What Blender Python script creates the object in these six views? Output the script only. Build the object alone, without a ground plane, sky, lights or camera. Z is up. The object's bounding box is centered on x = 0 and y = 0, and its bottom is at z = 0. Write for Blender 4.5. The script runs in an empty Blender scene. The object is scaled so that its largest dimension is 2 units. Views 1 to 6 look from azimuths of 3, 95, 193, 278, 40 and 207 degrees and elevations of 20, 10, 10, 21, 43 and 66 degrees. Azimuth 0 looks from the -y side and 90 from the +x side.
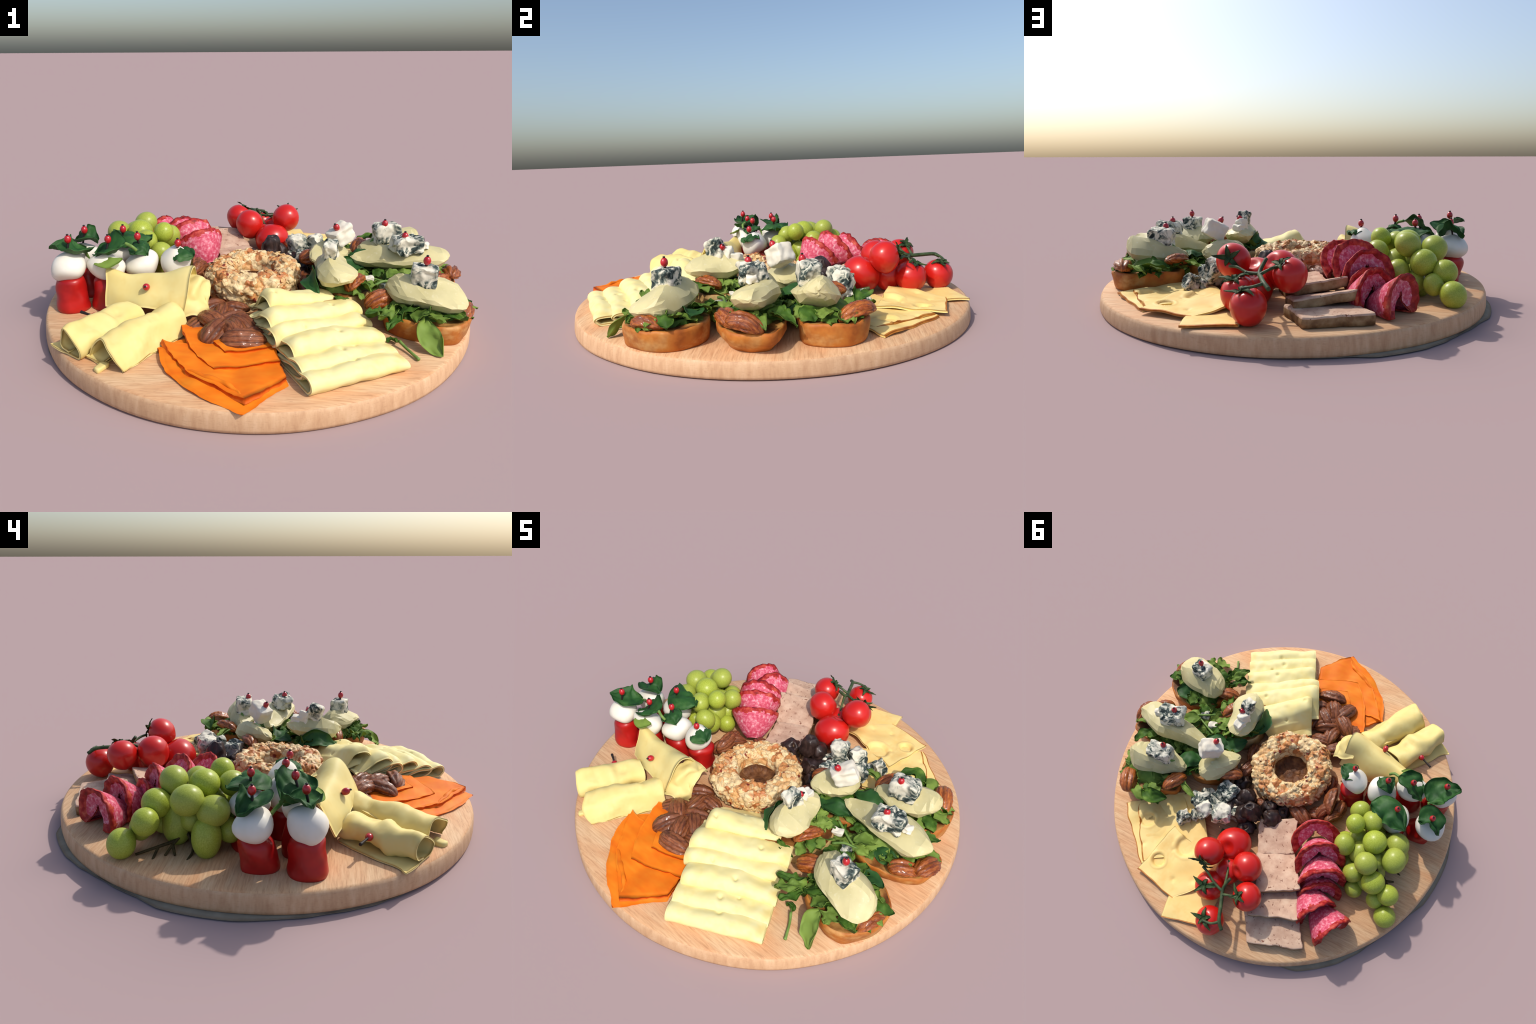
# A round wooden board laid out with cheeses, canapes, skewers, fruit, nuts and cold cuts.
import bpy, math, random
import numpy as np
from mathutils import Vector, noise

ZB = 0.076                      # typical height of the board's top
def zb(x, y=0):                 # the board is a little thicker on the -x side
    return .0852 - .0130 * x - .004 * max(0, y)
rng = random.Random(11)

# ------------------------------------------------------------------ materials
def lin(c):
    return tuple((v / 12.92 if v <= .04045 else ((v + .055) / 1.055) ** 2.4) for v in (x / 255 for x in c))

def alb(r, g, b, k=1.28):
    """base colour of a surface that shows r,g,b (sRGB) in full light"""
    return tuple(min(.95, v / k) for v in lin((r, g, b))) + (1,)

class Mat:
    def __init__(s, name, rough=.5, spec=.5, coat=0, sss=0, transl=None):
        s.m = bpy.data.materials.new(name); s.m.use_nodes = True
        s.t = s.m.node_tree; s.N = s.t.nodes; s.L = s.t.links
        s.b = s.N["Principled BSDF"]
        s.b.inputs["Roughness"].default_value = rough
        s.b.inputs["Specular IOR Level"].default_value = spec
        s.b.inputs["Coat Weight"].default_value = coat
        s.b.inputs["Coat Roughness"].default_value = .15
        s.b.inputs["Subsurface Weight"].default_value = sss
        s.b.inputs["Subsurface Radius"].default_value = (.02, .012, .006)
        s.b.inputs["Subsurface Scale"].default_value = 1.0
        s.tc = s.N.new("ShaderNodeTexCoord"); s.tr = transl
    def coord(s, scale=(1, 1, 1), rot=(0, 0, 0)):
        n = s.N.new("ShaderNodeMapping")
        n.inputs["Scale"].default_value = scale; n.inputs["Rotation"].default_value = rot
        s.L.new(s.tc.outputs["Object"], n.inputs["Vector"]); return n.outputs[0]
    def noise(s, scale, detail=4, rough=.55, vec=None, dist=0):
        n = s.N.new("ShaderNodeTexNoise")
        n.inputs["Scale"].default_value = scale; n.inputs["Detail"].default_value = detail
        n.inputs["Roughness"].default_value = rough; n.inputs["Distortion"].default_value = dist
        s.L.new(vec or s.tc.outputs["Object"], n.inputs["Vector"]); return n.outputs["Fac"]
    def voro(s, scale, feature="F1", out="Distance", vec=None, rnd=1):
        n = s.N.new("ShaderNodeTexVoronoi"); n.feature = feature
        n.inputs["Scale"].default_value = scale; n.inputs["Randomness"].default_value = rnd
        s.L.new(vec or s.tc.outputs["Object"], n.inputs["Vector"]); return n.outputs[out]
    def wave(s, scale, dist=2, detail=2, vec=None, axis="X"):
        n = s.N.new("ShaderNodeTexWave"); n.bands_direction = axis
        n.inputs["Scale"].default_value = scale; n.inputs["Distortion"].default_value = dist
        n.inputs["Detail"].default_value = detail
        s.L.new(vec or s.tc.outputs["Object"], n.inputs["Vector"]); return n.outputs["Fac"]
    def ramp(s, fac, stops):
        n = s.N.new("ShaderNodeValToRGB"); e = n.color_ramp.elements
        while len(e) < len(stops): e.new(.5)
        for i, (p, c) in enumerate(stops):
            e[i].position = p; e[i].color = c if len(c) == 4 else tuple(c) + (1,)
        s.L.new(fac, n.inputs[0]); return n.outputs["Color"]
    def mask(s, fac, lo, hi):
        n = s.N.new("ShaderNodeMapRange"); n.clamp = True
        n.inputs["From Min"].default_value = lo; n.inputs["From Max"].default_value = hi
        s.L.new(fac, n.inputs["Value"]); return n.outputs[0]
    def math(s, op, a, b):
        n = s.N.new("ShaderNodeMath"); n.operation = op
        for i, v in enumerate((a, b)):
            if isinstance(v, (int, float)): n.inputs[i].default_value = v
            else: s.L.new(v, n.inputs[i])
        return n.outputs[0]
    def mix(s, fac, a, b, mode="MIX"):
        n = s.N.new("ShaderNodeMix"); n.data_type = "RGBA"; n.blend_type = mode
        for k, v in ((0, fac), (6, a), (7, b)):
            if hasattr(v, "node"): s.L.new(v, n.inputs[k])
            else: n.inputs[k].default_value = v
        return n.outputs[2]
    def rnd(s):
        return s.N.new("ShaderNodeObjectInfo").outputs["Random"]
    def sep(s, axis):
        n = s.N.new("ShaderNodeSeparateXYZ"); s.L.new(s.tc.outputs["Object"], n.inputs[0]); return n.outputs[axis]
    def bump(s, fac, strength=.3, dist=.004):
        n = s.N.new("ShaderNodeBump"); n.inputs["Strength"].default_value = strength
        n.inputs["Distance"].default_value = dist
        s.L.new(fac, n.inputs["Height"]); s.L.new(n.outputs[0], s.b.inputs["Normal"])
    def done(s, col):
        if hasattr(col, "node"): s.L.new(col, s.b.inputs["Base Color"])
        else: s.b.inputs["Base Color"].default_value = col
        if s.tr:
            t = s.N.new("ShaderNodeBsdfTranslucent"); mx = s.N.new("ShaderNodeMixShader")
            mx.inputs[0].default_value = s.tr
            if hasattr(col, "node"): s.L.new(col, t.inputs[0])
            else: t.inputs[0].default_value = col
            s.L.new(s.b.outputs[0], mx.inputs[1]); s.L.new(t.outputs[0], mx.inputs[2])
            s.L.new(mx.outputs[0], s.N["Material Output"].inputs["Surface"])
        return s.m

def make_materials():
    M = {}
    m = Mat("beech_wood", .65, .2)
    g = m.noise(9, 6, .65, m.coord((1.2, 16, 10), (0, 0, .12)))
    g2 = m.noise(3, 3, .5, m.coord((.8, 5, 1), (0, 0, .12)))
    fl = m.mask(m.noise(30, 2, .5, m.coord((1, 7, 7), (0, 0, .12))), .66, .74)
    c = m.ramp(g, [(.3, alb(206, 162, 120)), (.5, alb(232, 190, 146)), (.72, alb(244, 208, 165))])
    c = m.mix(m.mask(g2, .35, .7), c, m.mix(1, c, alb(250, 228, 214, 1), "MULTIPLY"))
    c = m.mix(m.math("MULTIPLY", fl, .45), c, alb(180, 128, 92))
    m.bump(g, .12, .003); M["wood"] = m.done(c)

    m = Mat("beech_edge_grain", .6, .25)
    g = m.noise(7, 5, .6, m.coord((5, 5, 1.2), (0, .3, .3)))
    g2 = m.noise(26, 3, .6, m.coord((2, 2, 10)))
    c = m.ramp(g, [(.25, alb(206, 160, 120)), (.5, alb(226, 183, 142)), (.75, alb(240, 202, 162))])
    c = m.mix(m.math("MULTIPLY", m.mask(g2, .55, .75), .35), c, alb(180, 132, 98))
    m.bump(g, .15, .003); M["wood_edge"] = m.done(c)

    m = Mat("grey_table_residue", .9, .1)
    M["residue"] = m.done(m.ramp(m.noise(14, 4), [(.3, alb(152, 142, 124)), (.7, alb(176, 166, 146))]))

    m = Mat("chopped_nut_crust", .5, .4)
    wv = m.N.new("ShaderNodeVectorMath"); wv.operation = "MULTIPLY_ADD"; nn = m.N.new("ShaderNodeTexNoise"); nn.inputs["Scale"].default_value = 24
    m.L.new(m.tc.outputs["Object"], nn.inputs["Vector"]); m.L.new(nn.outputs["Color"], wv.inputs[0]); wv.inputs[1].default_value = (.03, .03, .03); m.L.new(m.tc.outputs["Object"], wv.inputs[2])
    wv = wv.outputs[0]
    cell = m.voro(27, "F1", "Color", wv); sp = m.N.new("ShaderNodeSeparateColor"); m.L.new(cell, sp.inputs[0])
    c = m.ramp(sp.outputs[0], [(0, alb(244, 210, 152)), (.35, alb(248, 222, 170)), (.6, alb(238, 192, 128)), (.8, alb(226, 162, 98)), (.95, alb(194, 116, 58))])
    c = m.mix(m.math("MULTIPLY", m.mask(m.noise(30, 4, .6), .5, .7), .6), c, alb(216, 158, 102))
    c = m.mix(m.math("MULTIPLY", m.mask(m.noise(13, 4, .6, dist=.6), .56, .66), .8), c, alb(206, 122, 62))
    c = m.mix(m.math("MULTIPLY", m.mask(m.voro(27, "DISTANCE_TO_EDGE", vec=wv), .06, .0), .55), c, alb(128, 80, 44))
    c = m.mix(m.mask(m.voro(17, vec=wv), .20, .14), c, alb(134, 44, 30))
    m.bump(m.noise(60, 4), .35, .004); M["nutcrust"] = m.done(c)

    m = Mat("shade_darkened_hole_floor", .6, .25)
    M["nutfloor"] = m.done(m.ramp(m.noise(22, 5, .6), [(.3, alb(70, 40, 22)), (.5, alb(112, 70, 40)), (.72, alb(160, 112, 68))]))  # browns darkened for the shade down inside the ring's hole
    m.bump(m.noise(40, 4), .4, .005)

    m = Mat("orange_cheese", .6, .2, sss=.0)
    n1 = m.noise(7, 4); n2 = m.noise(7, 3, .5, m.coord((1, 3, 3), (0, 0, .5)))
    c = m.ramp(n2, [(.3, alb(244, 116, 16)), (.5, alb(252, 132, 22)), (.72, alb(255, 148, 34))])
    c = m.mix(m.math("MULTIPLY", m.mask(n1, .5, .75), .5), c, alb(236, 96, 16)); M["cheddar"] = m.done(c)
    m = Mat("orange_cheese_cut_edge", .6, .2)
    M["cheddar_edge"] = m.done(m.ramp(m.noise(22, 4), [(.35, alb(206, 78, 10)), (.65, alb(238, 112, 20))]))

    def pale(name, a, b, y, sc=5):
        m = Mat(name, .55, .25, sss=.0)
        c = m.ramp(m.noise(sc, 4), [(.3, b), (.55, a), (.75, a)])
        c = m.mix(m.math("MULTIPLY", m.mask(m.noise(sc * 1.7, 3, .6), .52, .75), .6), c, y)
        m.bump(m.noise(30, 3), .1, .003)
        return m.done(c)
    M["gouda"] = pale("pale_yellow_cheese", alb(255, 243, 178), alb(253, 232, 150), alb(250, 217, 120))
    M["roll"] = pale("soft_yellow_cheese", alb(249, 230, 154), alb(243, 216, 132), alb(234, 194, 102))
    M["swiss"] = pale("cream_holed_cheese", alb(254, 224, 146, 1.2), alb(252, 212, 126, 1.2), alb(246, 194, 104, 1.2), 7)
    m = Mat("smoked_rind", .5, .35)
    M["swiss_rind"] = m.done(m.ramp(m.noise(16, 4), [(.3, alb(160, 84, 22)), (.55, alb(206, 130, 46)), (.75, alb(236, 176, 90))]))

    def nut(name, a, b, d, rough, coat):
        m = Mat(name, rough, .3, coat)
        v = m.coord((1.2, 9, 4))
        c = m.ramp(m.noise(2.2, 5, .6, v, .6), [(.28, d), (.42, a), (.7, b)])
        c = m.mix(m.math("MULTIPLY", m.mask(m.noise(14, 4), .52, .66), .3), c, d)
        wv = m.wave(2.6, 1.6, 2, m.coord((.35, 1, .5)), 'Y')
        c = m.mix(m.math("MULTIPLY", m.mask(wv, .22, .02), .55), c, d)
        c = m.mix(m.math("MULTIPLY", m.rnd(), .3), c, d)
        m.bump(m.noise(40, 4, .6, m.coord((1, 3, 3))), .4, .004); return m.done(c)
    M["pecan"] = nut("brown_pecan", alb(138, 76, 44), alb(186, 116, 72), alb(66, 30, 18), .36, .2)
    M["glazed"] = nut("glazed_pecan", alb(172, 86, 32), alb(222, 136, 62), alb(88, 32, 14), .26, .35)

    m = Mat("green_grape_skin", .35, .35, .0, sss=.0)
    c = m.ramp(m.noise(14, 3), [(.3, alb(156, 172, 50)), (.6, alb(184, 198, 72)), (.8, alb(204, 212, 108))])
    c = m.mix(m.math("MULTIPLY", m.rnd(), .45), c, alb(166, 172, 88))
    c = m.mix(m.math("MULTIPLY", m.mask(m.noise(48, 3), .68, .76), .5), c, alb(128, 112, 40)); M["grape"] = m.done(c)
    m = Mat("dry_brown_stem", .7, .2)
    M["twig"] = m.done(m.ramp(m.noise(40, 3), [(.3, alb(52, 42, 24)), (.7, alb(98, 80, 44))]))
    m = Mat("green_vine_stem", .55, .3)
    M["vine"] = m.done(m.ramp(m.noise(26, 4), [(.3, alb(48, 64, 40)), (.55, alb(74, 92, 56)), (.75, alb(112, 126, 80))]))
    m = Mat("tomato_leaf", .6, .25, transl=.15)
    M["calyx"] = m.done(m.ramp(m.noise(26, 4), [(.3, alb(40, 60, 36)), (.55, alb(62, 88, 48)), (.75, alb(98, 112, 66))]))
    m = Mat("tomato_skin", .3, .45, .1)
    c = m.ramp(m.noise(7, 3), [(.3, alb(204, 26, 20)), (.6, alb(222, 38, 28)), (.8, alb(232, 58, 34))]); M["tomato"] = m.done(c)
    m = Mat("cocktail_tomato_skin", .35, .4, .05)
    c = m.ramp(m.noise(9, 3), [(.3, alb(166, 18, 20)), (.7, alb(206, 34, 28))]); M["tom2"] = m.done(c)
    m = Mat("mozzarella", .45, .3, sss=.0)
    c = m.ramp(m.noise(9, 4), [(.3, alb(244, 236, 216)), (.6, alb(253, 248, 236))])
    m.bump(m.noise(22, 3, .6, m.coord((1, 1, .5))), .12, .004); M["mozz"] = m.done(c)
    m = Mat("basil_leaf", .55, .25, transl=.18)
    c = m.ramp(m.noise(12, 4), [(.3, alb(34, 76, 36)), (.55, alb(56, 106, 48)), (.78, alb(104, 148, 78))])
    c = m.mix(m.math("MULTIPLY", m.rnd(), .3), c, alb(40, 76, 48))
    m.bump(m.noise(34, 3), .3, .004); M["basil"] = m.done(c)
    m = Mat("salad_leaf", .6, .22, transl=.25)
    c = m.ramp(m.noise(14, 4), [(.28, alb(44, 78, 28)), (.5, alb(82, 122, 42)), (.72, alb(142, 174, 74))])
    c = m.mix(m.mask(m.rnd(), .35, .9), c, m.mix(.7, c, alb(168, 196, 92)))  # some leaves tinted yellow-green to show sun against the shadowed ones
    m.bump(m.noise(30, 4), .3, .004); M["leaf"] = m.done(c)
    m = Mat("spinach_leaf", .55, .25, transl=.15)
    c = m.ramp(m.noise(10, 4), [(.3, alb(36, 74, 36)), (.6, alb(60, 108, 50)), (.8, alb(104, 148, 76))])
    m.bump(m.noise(30, 4), .25, .004); M["spinach"] = m.done(c)
    m = Mat("leaf_stalk", .5, .3)
    M["stalk"] = m.done(m.ramp(m.noise(20, 3), [(.3, alb(86, 124, 52)), (.7, alb(142, 172, 88))]))
    m = Mat("poached_pear", .45, .3, .0, sss=.0)
    c = m.ramp(m.noise(6, 4), [(.28, alb(200, 188, 132)), (.5, alb(220, 209, 156)), (.75, alb(240, 226, 168))])
    c = m.mix(m.math("MULTIPLY", m.mask(m.noise(60, 2), .6, .7), .3), c, alb(238, 230, 196))
    m.bump(m.noise(26, 3), .12, .004); M["pear"] = m.done(c)
    m = Mat("blue_veined_cheese", .7, .15)
    w = m.noise(20, 4, .6, dist=1.6)
    c = m.ramp(w, [(.38, alb(42, 52, 52)), (.465, alb(92, 106, 100)), (.515, alb(190, 190, 172)), (.575, alb(243, 236, 214))])
    c = m.mix(m.mask(m.noise(11, 3), .50, .38), c, alb(243, 236, 214))
    m.bump(m.noise(40, 4), .25, .004); M["blue"] = m.done(c)
    m = Mat("crumbly_white_cheese", .7, .15)
    c = m.ramp(m.noise(12, 4), [(.3, alb(238, 228, 206)), (.55, alb(250, 243, 224))])
    c = m.mix(m.mask(m.noise(11, 4, .6, dist=1), .66, .72), c, alb(92, 100, 98))
    m.bump(m.noise(30, 4), .4, .004); M["white"] = m.done(c)
    m = Mat("baked_crust", .55, .3)
    c = m.ramp(m.noise(9, 5), [(.28, alb(138, 66, 24)), (.46, alb(202, 116, 44)), (.6, alb(218, 140, 60)), (.76, alb(234, 178, 104))])
    c = m.mix(m.math("MULTIPLY", m.mask(m.noise(5, 4, .6), .5, .66), .7), c, alb(150, 74, 28))
    c = m.mix(m.math("MULTIPLY", m.mask(m.noise(7, 4, .6, m.coord((1, 1, 1.6))), .56, .7), .6), c, alb(236, 190, 120))
    m.bump(m.noise(50, 4), .25, .004); M["crust"] = m.done(c)
    m = Mat("toasted_crumb", .6, .25)
    c = m.ramp(m.noise(11, 5), [(.28, alb(70, 38, 18)), (.45, alb(134, 80, 36)), (.62, alb(196, 144, 78)), (.8, alb(222, 178, 112))])
    m.bump(m.noise(44, 4), .4, .005); M["toast"] = m.done(c)
    m = Mat("pale_crumb", .65, .25)
    c = m.ramp(m.noise(12, 5), [(.3, alb(150, 104, 52)), (.5, alb(206, 172, 112)), (.75, alb(230, 206, 156))])
    m.bump(m.noise(36, 4), .5, .006); M["crumb"] = m.done(c)
    m = Mat("salami_meat", .55, .25, .0)
    n = m.noise(62, 3, .6)
    c = m.ramp(n, [(.33, alb(206, 66, 94)), (.48, alb(224, 96, 120)), (.58, alb(236, 134, 152)), (.70, alb(246, 190, 194))])
    c = m.mix(m.math("MULTIPLY", m.mask(m.noise(9, 3), .5, .75), .5), c, alb(206, 48, 72)); m.bump(n, .15, .003); M["salami"] = m.done(c)
    m = Mat("salami_rim", .55, .25, .0)
    c = m.ramp(m.noise(34, 4), [(.28, alb(126, 20, 22)), (.46, alb(174, 36, 38)), (.6, alb(204, 76, 62)), (.75, alb(222, 120, 84))])
    m.bump(m.noise(50, 4), .4, .004); M["salami_rim"] = m.done(c)
    m = Mat("pate_meat", .7, .15)
    c = m.ramp(m.noise(16, 5), [(.3, alb(194, 156, 132)), (.55, alb(220, 186, 160)), (.75, alb(234, 208, 180))])
    c = m.mix(m.mask(m.noise(46, 4, .65), .60, .68), c, alb(138, 92, 74))
    c = m.mix(m.mask(m.noise(13, 2), .74, .77), c, alb(200, 80, 50))
    m.bump(m.noise(56, 4), .35, .004); M["pate"] = m.done(c)
    m = Mat("pate_cooked_edge", .65, .2)
    c = m.ramp(m.noise(15, 5), [(.3, alb(84, 54, 34)), (.48, alb(146, 112, 78)), (.72, alb(196, 168, 128))])
    m.bump(m.noise(40, 4), .4, .005); M["pate_edge"] = m.done(c)
    m = Mat("date_skin", .45, .35, .08)
    c = m.ramp(m.noise(12, 5, .6, m.coord((3, 3, 1))), [(.3, alb(36, 25, 22)), (.55, alb(62, 44, 39)), (.8, alb(104, 78, 68))])
    m.bump(m.noise(18, 4, .6, m.coord((3, 3, 1))), .5, .006); M["date"] = m.done(c)
    m = Mat("date_flesh", .6, .25)
    M["date_in"] = m.done(m.ramp(m.noise(30, 4), [(.3, alb(74, 56, 44)), (.7, alb(138, 112, 88))]))
    m = Mat("red_berry", .3, .5, .4)
    M["berry"] = m.done(m.ramp(m.noise(24, 3), [(.3, alb(176, 14, 26)), (.7, alb(216, 32, 44))]))
    m = Mat("dark_stick", .55, .3); M["stick"] = m.done(alb(44, 36, 34))
    return M

MT = make_materials()

# ------------------------------------------------------------------ mesh helpers
def nz(p, f, seed=0):
    return noise.noise(Vector((p[0] * f + seed * 7.13, p[1] * f - seed * 3.7, p[2] * f + seed * 1.9)))

def unit(v):
    v = np.asarray(v, float); return v / (np.linalg.norm(v) + 1e-12)

def frame(x, up=(0, 0, 1)):
    x = unit(x); y = np.cross(up, x)
    if np.linalg.norm(y) < 1e-4: y = np.cross((0, 1, 0), x)
    y = unit(y); return np.array([x, y, np.cross(x, y)])

def cr(P, n):
    """Catmull-Rom curve through P, n samples"""
    P = np.asarray(P, float)
    if len(P) == 2: return P[0] + np.linspace(0, 1, n)[:, None] * (P[1] - P[0])
    Q = np.vstack([2 * P[0] - P[1], P, 2 * P[-1] - P[-2]])
    d = np.r_[0, np.cumsum(np.maximum(1e-6, np.linalg.norm(np.diff(P, axis=0), axis=1)))]; d /= d[-1]
    out = []
    for t in np.linspace(0, 1, n):
        i = min(len(P) - 2, max(0, np.searchsorted(d, t, "right") - 1)); u = (t - d[i]) / (d[i + 1] - d[i])
        a, b, c, e = Q[i:i + 4]
        out.append(.5 * (2 * b + (c - a) * u + (2 * a - 5 * b + 4 * c - e) * u * u + (3 * b - a - 3 * c + e) * u ** 3))
    return np.array(out)

def surf(rows, nu, nv):
    R = np.array([cr(r, nv) for r in rows])
    return np.stack([cr(R[:, j], nu) for j in range(nv)], 1)

def put(name, V, F, mats, parent=None, fm=None, smooth=True, loc=None, label=None, category=None, kind=None, sharp=0):
    V = np.asarray(V, float)
    if loc is None: loc = np.array([V[:, 0].mean(), V[:, 1].mean(), V[:, 2].min()])
    me = bpy.data.meshes.new(name)
    me.from_pydata((V - loc).tolist(), [], [list(f) for f in F])
    for k in (mats if isinstance(mats, (list, tuple)) else [mats]): me.materials.append(MT[k])
    if fm is not None: me.polygons.foreach_set("material_index", np.asarray(fm, np.int32))
    me.polygons.foreach_set("use_smooth", np.full(len(me.polygons), bool(smooth)))
    me.update()
    if sharp: me.set_sharp_from_angle(angle=math.radians(sharp))
    o = bpy.data.objects.new(name, me); bpy.context.scene.collection.objects.link(o)
    place(o, loc, parent)
    if label: o["label"], o["category"] = label, category
    if kind: o["kind"] = kind
    return o

def place(o, loc, parent):
    off = np.zeros(3)
    p = parent
    while p is not None: off += np.array(p.location); p = p.parent
    o.parent = parent; o.location = np.asarray(loc) - off

def thing(name, loc, label, category):
    o = bpy.data.objects.new(name, None); bpy.context.scene.collection.objects.link(o)
    o.location = loc; o["label"], o["category"] = label, category; o.empty_display_size = .05
    return o

def copy_of(src, loc, rot, scale, parent=None, label=None, category=None):
    o = src.copy(); bpy.context.scene.collection.objects.link(o)
    place(o, loc, parent); o.rotation_euler = rot; o.scale = scale
    if label: o["label"], o["category"] = label, category
    elif "label" in o: del o["label"]; del o["category"]
    return o

def grid_normals(P):
    du = np.gradient(P, axis=0); dv = np.gradient(P, axis=1)
    n = np.cross(du, dv); return n / (np.linalg.norm(n, axis=2, keepdims=True) + 1e-12)

def sheet(P, th, rim=0, edges=(1, 1, 1, 1)):
    """closed shell of thickness th about the grid P; material 1 on the edge walls (u0,u1,v0,v1) and rim cells"""
    nu, nv = P.shape[:2]; n = grid_normals(P)
    t = np.full((nu, nv, 1), th / 2.)
    t[0], t[-1], t[:, 0], t[:, -1] = th * .36, th * .36, th * .36, th * .36
    V = np.vstack([(P + n * t).reshape(-1, 3), (P - n * t).reshape(-1, 3)]); o = nu * nv
    I = lambda i, j: i * nv + j
    F, fm = [], []
    for i in range(nu - 1):
        for j in range(nv - 1):
            q = (I(i, j), I(i + 1, j), I(i + 1, j + 1), I(i, j + 1))
            r = 1 if rim and ((edges[0] and i < rim) or (edges[1] and i >= nu - 1 - rim) or (edges[2] and j < rim) or (edges[3] and j >= nv - 1 - rim)) else 0
            F.append(q); F.append(tuple(o + k for k in q[::-1])); fm += [r, r]
    def wall(a, b, e):
        F.append((a, o + a, o + b, b)); fm.append(1 if e else 0)
    for j in range(nv - 1):
        wall(I(0, j), I(0, j + 1), edges[0]); wall(I(nu - 1, j + 1), I(nu - 1, j), edges[1])
    for i in range(nu - 1):
        wall(I(i + 1, 0), I(i, 0), edges[2]); wall(I(i, nv - 1), I(i + 1, nv - 1), edges[3])
    return V, F, fm

def rings(R, cap0=True, cap1=True, fmf=None):
    """loft closed rings (list of (n,3)), capped by centre fans"""
    n = len(R[0]); V = [np.asarray(r, float) for r in R]; F, fm = [], []
    for k in range(len(R) - 1):
        for i in range(n):
            j = (i + 1) % n
            F.append((k * n + i, k * n + j, (k + 1) * n + j, (k + 1) * n + i)); fm.append(fmf(k) if fmf else 0)
    tot = n * len(R)
    if cap0:
        V.append(V[0].mean(0)[None]); F += [(tot, (i + 1) % n, i) for i in range(n)]; fm += [fmf(0) if fmf else 0] * n; tot += 1
    if cap1:
        b = (len(R) - 1) * n
        V.append(V[len(R) - 1].mean(0)[None]); F += [(tot, b + i, b + (i + 1) % n) for i in range(n)]; fm += [fmf(len(R) - 2) if fmf else 0] * n
    return np.vstack(V), F, fm

def ellipsoid(c, r, nu=20, nv=28, A=np.eye(3), amp=0, f=10, seed=0):
    R = []
    for i in range(1, nu):
        th = math.pi * i / nu
        p = np.array([[math.sin(th) * math.cos(a), math.sin(th) * math.sin(a), -math.cos(th)] for a in np.arange(nv) * math.tau / nv])
        R.append(p)
    V, F, fm = rings(R)
    V[-2] = (0, 0, -1); V[-1] = (0, 0, 1)
    V = V * np.asarray(r)
    V = V @ A + np.asarray(c)
    if amp: V = V + np.array([[nz(v, f, seed), nz(v, f, seed + 5), nz(v, f, seed + 9)] for v in V]) * amp
    return V, F

def block(c, size, A=np.eye(3), n=9, p=7, amp=.01, f=22, seed=0, fine=.4):
    """crumbly rounded cube"""
    idx, V, F = {}, [], []
    g = np.linspace(-1, 1, n)
    def vid(q):
        k = tuple(np.round(q, 5))
        if k not in idx: idx[k] = len(V); V.append(q)
        return idx[k]
    for ax in range(3):
        for sg in (-1, 1):
            for i in range(n - 1):
                for j in range(n - 1):
                    q = []
                    for a, b in ((i, j), (i + 1, j), (i + 1, j + 1), (i, j + 1)):
                        v = [0, 0, 0]; v[ax] = sg; v[(ax + 1) % 3] = g[a]; v[(ax + 2) % 3] = g[b]; q.append(vid(v))
                    F.append(q if sg > 0 else q[::-1])
    V = np.array(V, float); V /= (np.abs(V) ** p).sum(1)[:, None] ** (1 / p)
    V = (V * np.asarray(size) / 2) @ A + np.asarray(c)
    V = V + np.array([[nz(v, f, seed), nz(v, f, seed + 3), nz(v, f, seed + 8)] for v in V]) * amp \
          + np.array([[nz(v, f * 2.7, seed), nz(v, f * 2.7, seed + 3), nz(v, f * 2.7, seed + 8)] for v in V]) * amp * fine
    return V, F

def tube(P, r, n=8, samples=None):
    C = cr(P, samples or max(6, 5 * len(P))); rr = np.interp(np.linspace(0, 1, len(C)), np.linspace(0, 1, len(r)), r) if hasattr(r, "__len__") else np.full(len(C), r)
    R = []; up = np.array((0, 0, 1.)) if abs(unit(C[-1] - C[0])[2]) < .8 else np.array((1., 0, 0))
    T = np.gradient(C, axis=0)
    for c, t, q in zip(C, T, rr):
        f = frame(t, up)
        R.append([c + q * (math.cos(a) * f[1] + math.sin(a) * f[2]) for a in np.arange(n) * math.tau / n])
    V, F, _ = rings(R); return V, F

def join(parts):
    V, F, n = [], [], 0
    for v, f in parts:
        V.append(v); F += [tuple(n + i for i in q) for q in f]; n += len(v)
    return np.vstack(V), F

def leaf_mesh(spine, width, up=(0, 0, 1), lobes=0., cup=.25, seed=0, nu=15, nv=7, th=.0035, ruffle=.006, base=.25, peak=.5):
    C = cr(spine, nu); T = np.gradient(C, axis=0); P = np.zeros((nu, nv, 3))
    for i in range(nu):
        t = i / (nu - 1)
        w = width * (math.sin(math.pi * t ** (math.log(.5) / math.log(peak))) ** .75 * (1 - .12 * t) if t < .995 else .02)
        w = max(w, width * base * (1 - t) ** 2, width * .03)
        if lobes: w *= 1 - lobes * (.5 + .5 * math.sin(t * 17 + seed)) * (t > .12)
        s = unit(np.cross(up, T[i])); nn = unit(np.cross(T[i], s))
        for j in range(nv):
            q = (j / (nv - 1) - .5) * 2
            P[i, j] = C[i] + s * q * w * .5 + nn * (cup * w * q * q * .5 + ruffle * nz((t * 3, q * 1.5, seed), 1.7, seed) * (.3 + abs(q)))
    V, F, _ = sheet(P, th); return V, F

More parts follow.
